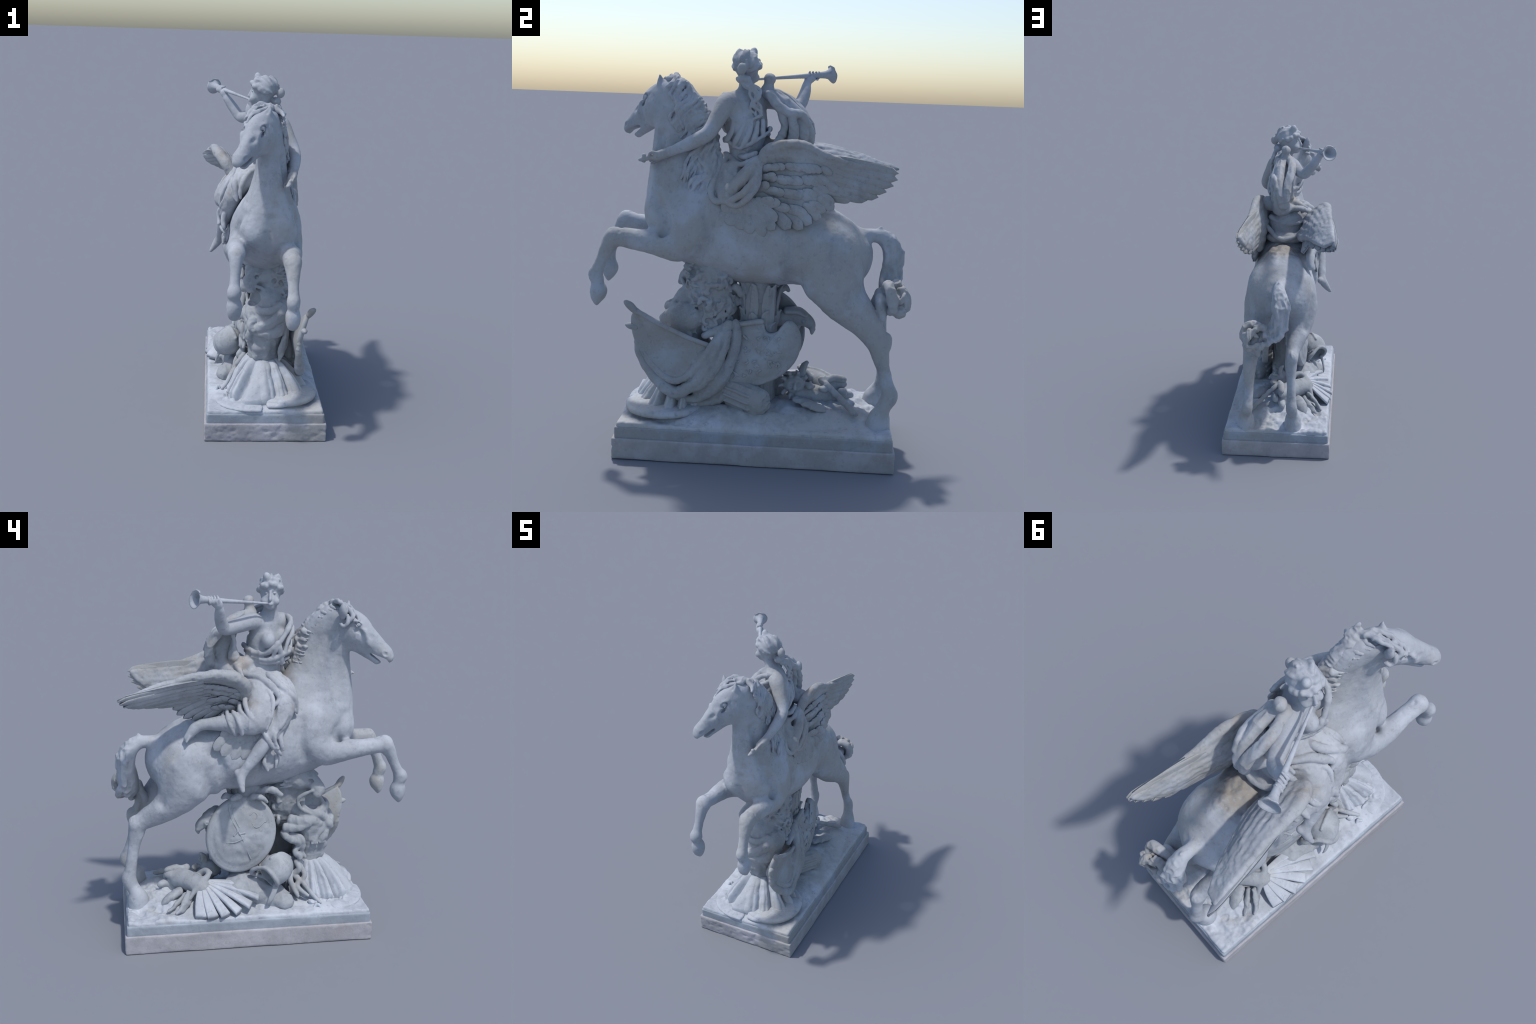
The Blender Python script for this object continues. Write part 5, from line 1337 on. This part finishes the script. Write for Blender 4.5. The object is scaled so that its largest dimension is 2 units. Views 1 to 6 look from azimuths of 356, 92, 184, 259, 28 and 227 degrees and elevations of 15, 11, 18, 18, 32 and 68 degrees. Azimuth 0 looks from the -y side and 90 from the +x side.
    for p in (
        [(0.180, -0.534, 0.568, 0.016), (0.178, -0.518, 0.483, 0.020), (0.190, -0.456, 0.395, 0.026), (0.205, -0.392, 0.335, 0.030), (0.205, -0.327, 0.305, 0.032), (0.193, -0.264, 0.335, 0.034), (0.188, -0.208, 0.385, 0.036), (0.178, -0.162, 0.480, 0.034), (0.158, -0.128, 0.574, 0.030), (0.128, -0.085, 0.640, 0.026)],
        [(0.188, -0.495, 0.505, 0.010), (0.200, -0.431, 0.425, 0.014), (0.212, -0.360, 0.372, 0.018), (0.200, -0.291, 0.382, 0.020), (0.194, -0.222, 0.450, 0.022), (0.182, -0.167, 0.533, 0.022), (0.158, -0.112, 0.601, 0.020)],
        [(0.190, -0.330, 0.275, 0.016), (0.173, -0.240, 0.265, 0.022), (0.178, -0.150, 0.318, 0.026), (0.178, -0.098, 0.390, 0.030), (0.163, -0.062, 0.490, 0.030), (0.138, -0.045, 0.585, 0.028), (0.113, -0.050, 0.645, 0.024)],
        [(0.205, -0.300, 0.330, 0.014), (0.206, -0.215, 0.340, 0.018), (0.203, -0.140, 0.430, 0.020), (0.186, -0.100, 0.520, 0.020), (0.158, -0.080, 0.610, 0.018)],
        [(0.160, -0.300, 0.250, 0.020), (0.143, -0.200, 0.235, 0.024), (0.153, -0.110, 0.270, 0.026), (0.158, -0.060, 0.340, 0.022)],
        [(0.193, -0.190, 0.300, 0.010), (0.193, -0.130, 0.350, 0.012), (0.191, -0.080, 0.430, 0.013)],
        [(0.138, -0.200, 0.585, 0.020), (0.138, -0.150, 0.610, 0.022), (0.118, -0.090, 0.640, 0.020)]):
        c.tube('draped_cloth', p, k=0.004)
    c.blob('draped_cloth', (0.155, -0.19, 0.40), (0.050, 0.12, 0.13), k=0.02)
    w = weather(0.0016, 161)
    c.build(lambda p, n: w(p, n) + 0.0025 * ridged(p, 30, 163), 1)
    c.emit(TROPHY_STONE)

def build_arms():
    """Helmet, cuirass with strips, quiver, mask, eagle hilt and bundle."""
    c = Clay(0.004)
    ax = unit((-0.35, 0.75, -0.45))    # where the helmet opens to
    c.blob('helmet', (-0.195, -0.085, 0.395), (0.105, 0.085, 0.085), ax, k=0.0)
    hu = unit(np.cross(ax, (0, 0, 1)))
    hv = np.cross(hu, ax)
    ring = []
    for i in range(17):
        a = 2 * math.pi * i / 16
        peak = max(0, math.cos(a - 0.5)) ** 3
        ring.append(T4(V(-0.195, -0.085, 0.395) + ax * (0.060 + 0.050 * peak) + (hu * math.cos(a) + hv * math.sin(a)) * (0.070 + 0.016 * peak), 0.011 + 0.004 * peak))
    c.tube('helmet', ring, k=0.010)
    c.blob('helmet', V(-0.195, -0.085, 0.395) + ax * 0.060, (0.088, 0.058, 0.058), ax, k=0.006, mode='sub')
    c.tube('helmet', [(-0.245, -0.075, 0.330, 0.018, 0.010), (-0.262, -0.060, 0.290, 0.018, 0.010), (-0.270, -0.040, 0.250, 0.016, 0.009), (-0.268, -0.024, 0.224, 0.006, 0.005)], (0, 1, 0.4), 0.008)
    for i in range(5):
        a = 0.1 + 0.2 * i
        q = V(-0.195, -0.085, 0.395) + ax * 0.075 + (hu * math.cos(a) + hv * math.sin(a)) * 0.078
        c.blob('helmet', q, (0.012, 0.010, 0.010), k=0.006)
    c.tube('helmet', [T4(V(-0.195, -0.085, 0.395) - ax * 0.106, 0.010), T4(V(-0.195, -0.085, 0.395) - ax * 0.07 + hv * 0.066, 0.010), T4(V(-0.195, -0.085, 0.395) + hv * 0.088, 0.009)], k=0.010)
    c.build(weather(0.0012, 171), 1)
    c.emit(TROPHY_STONE)

    # cuirass lying on the ground with a spread of leather strips
    c = Clay(0.004)
    c.tube('fallen_cuirass', [(-0.150, 0.330, 0.290, 0.056, 0.062), (-0.105, 0.370, 0.298, 0.058, 0.064), (-0.060, 0.408, 0.298, 0.060, 0.062), (-0.030, 0.434, 0.294, 0.060, 0.060)], (0.5, -0.4, 0.6), 0.01)
    c.tube('fallen_cuirass', [(-0.030, 0.440, 0.300, 0.046), (-0.016, 0.478, 0.312, 0.034), (-0.010, 0.500, 0.315, 0.026), (-0.008, 0.512, 0.314, 0.018)], k=0.006)
    fa, fd = unit((-0.66, -0.75, 0)), unit((0.76, 0.65, 0))
    for t in (0.0, 0.62, 1.0):
        rows = []
        for i in range(13):
            a = 2 * math.pi * i / 12
            rows.append(T4(V(-0.145, 0.334, 0.290) + fd * 0.150 * t + V(0, 0, 1) * math.cos(a) * 0.062 + fa * math.sin(a) * 0.060, 0.008))
        c.tube('fallen_cuirass', rows, k=0.006)
    for i in range(7):
        a = -0.6 + 0.35 * i
        o = V(0, 0, 1) * math.cos(a) * 0.062 + unit((-0.66, -0.75, 0)) * math.sin(a) * 0.058
        c.tube('fallen_cuirass', [T4(V(-0.130, 0.350, 0.294) + o, 0.006), T4(V(-0.080, 0.392, 0.298) + o * 1.03, 0.006), T4(V(-0.035, 0.428, 0.294) + o, 0.006)], k=0.006)
    c.tube('fallen_cuirass', [(-0.150, 0.300, 0.350, 0.016), (-0.165, 0.335, 0.330, 0.018), (-0.185, 0.365, 0.295, 0.016), (-0.200, 0.400, 0.250, 0.014)], k=0.01)
    c.tube('fallen_cuirass', [(-0.060, 0.335, 0.325, 0.020), (-0.080, 0.300, 0.355, 0.020), (-0.120, 0.285, 0.360, 0.018), (-0.150, 0.300, 0.345, 0.016)], k=0.01)
    # bed of stone below the strips
    c.tube('fallen_cuirass', [(-0.10, 0.32, 0.230, 0.10, 0.06), (-0.15, 0.20, 0.200, 0.10, 0.050), (-0.20, 0.10, 0.175, 0.06, 0.04)], (1, 0.6, 0), 0.02)
    c.blob('fallen_cuirass', (-0.120, 0.070, 0.245), (0.100, 0.145, 0.110), k=0.03)
    for q, r in (((-0.190, 0.020, 0.250), (0.040, 0.055, 0.045)), ((-0.180, 0.120, 0.270), (0.040, 0.060, 0.040)), ((-0.215, -0.130, 0.205), (0.050, 0.055, 0.045))):
        c.blob('fallen_cuirass', q, r, k=0.02)
    c.blob('fallen_cuirass', (-0.150, -0.070, 0.205), (0.080, 0.100, 0.085), k=0.03)
    wf = weather(0.0014, 175)
    c.build(lambda p, n: wf(p, n) + 0.005 * ridged(p, 20, 177) * (p[:, 1] < 0.27), 1)
    c.emit(TROPHY_STONE)
    apex = V(-0.150, 0.322, 0.328)
    ends = [(-0.185, 0.000, 0.276), (-0.232, 0.018, 0.252), (-0.275, 0.070, 0.224), (-0.303, 0.140, 0.204), (-0.317, 0.215, 0.194), (-0.320, 0.285, 0.190), (-0.310, 0.350, 0.190)]
    n = len(ends)
    for i, e in enumerate(ends):
        e = V(*e)
        d = e - apex
        across = unit(np.cross(d, (0, 0, 1)))
        L = np.linalg.norm(d)
        w0, w1 = 0.012, 0.031 * (1.1 if i < 3 else 1.0)
        def strip(u, v, e=e, across=across, d=d, w0=w0, w1=w1, i=i):
            a = 2 * math.pi * v
            sq = lambda x: math.copysign(abs(x) ** 0.55, x)
            wv = w0 + (w1 - w0) * u
            p = apex + d * (0.06 + 0.94 * u)
            p = p + V(0, 0, 0.006 * math.sin(math.pi * u))
            p = p + across * (0.012 * math.sin(math.pi * u) * (i - 3) / 3)
            return p + across * wv * sq(math.cos(a)) + V(0, 0, 1) * (0.010 + 0.004 * u) * sq(math.sin(a))
        me = patch('leather_strip', strip, 16, 20, True)
        bm_faces = len(me.vertices)
        ob = bpy.data.objects.new('leather_strip', me)
        import bmesh
        bm = bmesh.new()
        bm.from_mesh(me)
        bmesh.ops.holes_fill(bm, edges=[x for x in bm.edges if x.is_boundary])
        bmesh.ops.recalc_face_normals(bm, faces=bm.faces)
        bm.to_mesh(me)
        bm.free()
        register(ob, SOIL_STONE)

    c = Clay(0.004)
    # quiver and blades beside the rear hoof
    c.tube('quiver', [(-0.110, 0.450, 0.250, 0.034, 0.028), (-0.135, 0.500, 0.232, 0.036, 0.026), (-0.155, 0.532, 0.215, 0.026, 0.018), (-0.165, 0.548, 0.205, 0.010, 0.008)], (0.8, -0.5, 0), 0.008)
    c.tube('sword_blade', [(-0.150, 0.420, 0.250, 0.020, 0.014), (-0.200, 0.480, 0.210, 0.020, 0.014), (-0.235, 0.525, 0.195, 0.006, 0.006)], (0.8, -0.5, 0), 0.006)
    c.tube('sword_blade', [(-0.175, 0.395, 0.270, 0.026, 0.014), (-0.215, 0.420, 0.235, 0.028, 0.014), (-0.245, 0.450, 0.205, 0.020, 0.012), (-0.262, 0.480, 0.195, 0.012, 0.008)], (0.5, -0.8, 0), 0.006)
    # staff running out to the right rear hoof
    c.tube('spear_shaft', [(0.010, 0.390, 0.345, 0.015), (0.100, 0.475, 0.290, 0.016), (0.180, 0.552, 0.240, 0.018), (0.192, 0.564, 0.232, 0.015)], k=0.004)
    c.tube('spear_shaft', [(0.03, 0.41, 0.30, 0.018), (0.01, 0.46, 0.27, 0.02), (-0.01, 0.53, 0.26, 0.022), (-0.015, 0.55, 0.255, 0.014)], k=0.01)
    # mask with grimacing face
    c.blob('gorgon_mask', (0.030, 0.255, 0.320), (0.055, 0.060, 0.052), k=0.01)
    for q, r in (((0.085, 0.240, 0.325), 0.013), ((0.080, 0.280, 0.330), 0.013), ((0.082, 0.250, 0.292), 0.015)):
        c.blob('gorgon_mask', q, r, k=0.005, mode='sub')
    c.tube('gorgon_mask', [(0.080, 0.260, 0.338, 0.007), (0.090, 0.260, 0.312, 0.011)], k=0.005)
    for i in range(9):
        a = 0.1 + i * 0.62
        q = V(0.045, 0.255 + 0.060 * math.cos(a), 0.320 + 0.054 * math.sin(a))
        c.tube('gorgon_mask', [T4(q, 0.013), T4(q + V(0.016, 0.016 * math.cos(a), 0.014 * math.sin(a)), 0.010), T4(q + V(0.006, 0.030 * math.cos(a + 0.5), 0.026 * math.sin(a + 0.5)), 0.005)], k=0.005)
    rr = random.Random(71)
    for i in range(16):
        t = i / 15
        q = V(rr.uniform(-0.04, 0.06), 0.30 + 0.20 * t, 0.275 + rr.uniform(-0.03, 0.045) * (1.2 - t))
        c.blob('rubble', q, (rr.uniform(0.018, 0.036), rr.uniform(0.018, 0.034), rr.uniform(0.014, 0.03)), unit((rr.uniform(-1, 1), rr.uniform(-1, 1), rr.uniform(-1, 1))), k=0.008)
    c.tube('rubble', [(0.03, 0.29, 0.25, 0.045), (0.01, 0.38, 0.255, 0.05), (-0.01, 0.46, 0.245, 0.045)], k=0.02)
    c.tube('rubble', [(0.020, 0.290, 0.365, 0.018, 0.012), (0.010, 0.300, 0.405, 0.022, 0.012), (0.000, 0.318, 0.428, 0.010, 0.006)], (0, 1, 0.5), 0.008)
    c.tube('rubble', [(0.010, 0.400, 0.335, 0.024), (0.000, 0.450, 0.345, 0.022), (-0.005, 0.500, 0.342, 0.020), (-0.006, 0.515, 0.340, 0.014)], k=0.008)
    # leaf-shaped plate on the ground
    c.tube('leaf_plate', [(0.10, 0.270, 0.262, 0.032, 0.016), (0.140, 0.330, 0.254, 0.040, 0.018), (0.172, 0.390, 0.244, 0.032, 0.016), (0.182, 0.412, 0.238, 0.012, 0.008)], (0.8, -0.5, 0), 0.008)
    # bundle under the crescent shield, open end to the right
    B0, B1 = V(0.120, -0.070, 0.300), V(0.195, 0.082, 0.272)
    c.tube('arrow_bundle', [T4(B0, 0.070) + (0.062,), T4(B0 * 0.5 + B1 * 0.5, 0.072) + (0.064,), T4(B1, 0.070) + (0.062,)], (0, 0, 1), 0.01)
    bd = unit(B1 - B0)
    b1 = unit(np.cross(bd, (0, 0, 1)))
    for i in range(12):
        a = 2 * math.pi * i / 12
        o = b1 * math.cos(a) * 0.065 + V(0, 0, 1) * math.sin(a) * 0.068
        c.tube('arrow_bundle', [T4(B0 + o, 0.009), T4(B1 + o - bd * 0.03, 0.009)], k=0.005)
    rnd = random.Random(51)
    for i in range(9):
        a = 2 * math.pi * i / 8
        o = (b1 * math.cos(a) + V(0, 0, 1) * math.sin(a)) * (0.040 if i < 8 else 0)
        c.blob('arrow_bundle', B1 + bd * (0.056 if i < 8 else 0.066) + o, 0.016, k=0.005, mode='sub')
    c.box('arrow_bundle', (0.165, 0.030, 0.222), (0.05, 0.075, 0.022), 0.012, (0.85, -0.5, 0), k=0.01)
    # eagle-headed hilt behind the trunk
    c.tube('eagle_hilt', [(-0.040, 0.150, 0.640, 0.040, 0.026), (-0.045, 0.220, 0.655, 0.040, 0.026), (-0.048, 0.275, 0.648, 0.042, 0.028), (-0.046, 0.315, 0.628, 0.034, 0.024), (-0.042, 0.334, 0.598, 0.022, 0.016), (-0.038, 0.334, 0.572, 0.010, 0.010)], (0, -0.3, 1), 0.01)
    c.tube('eagle_hilt', [(-0.03, 0.20, 0.69, 0.020, 0.05), (-0.03, 0.26, 0.690, 0.020, 0.045), (-0.02, 0.30, 0.670, 0.012, 0.03)], (0, 0, 1), 0.01)
    c.tube('eagle_hilt', [(-0.05, 0.26, 0.60, 0.016), (-0.06, 0.235, 0.55, 0.016), (-0.06, 0.24, 0.48, 0.014)], k=0.01)
    for s in (-1, 1):
        c.blob('eagle_hilt', (-0.048 + 0.026 * s, 0.292, 0.640), (0.012, 0.016, 0.014), k=0.006)
        c.blob('eagle_hilt', (-0.048 + 0.036 * s, 0.292, 0.640), 0.006, k=0.003, mode='sub')
    wa = weather(0.0015, 181)
    c.build(lambda p, n: wa(p, n) + 0.003 * ridged(p, 28, 183) * (p[:, 1] > 0.2) * (p[:, 2] < 0.45), 1)
    c.emit(TROPHY_STONE)

build_horse()
build_mane()
build_rider()
build_garments()
build_trumpet()
build_wings()
build_plinth()
build_trunk()
build_bust()
build_shields()
build_arms()
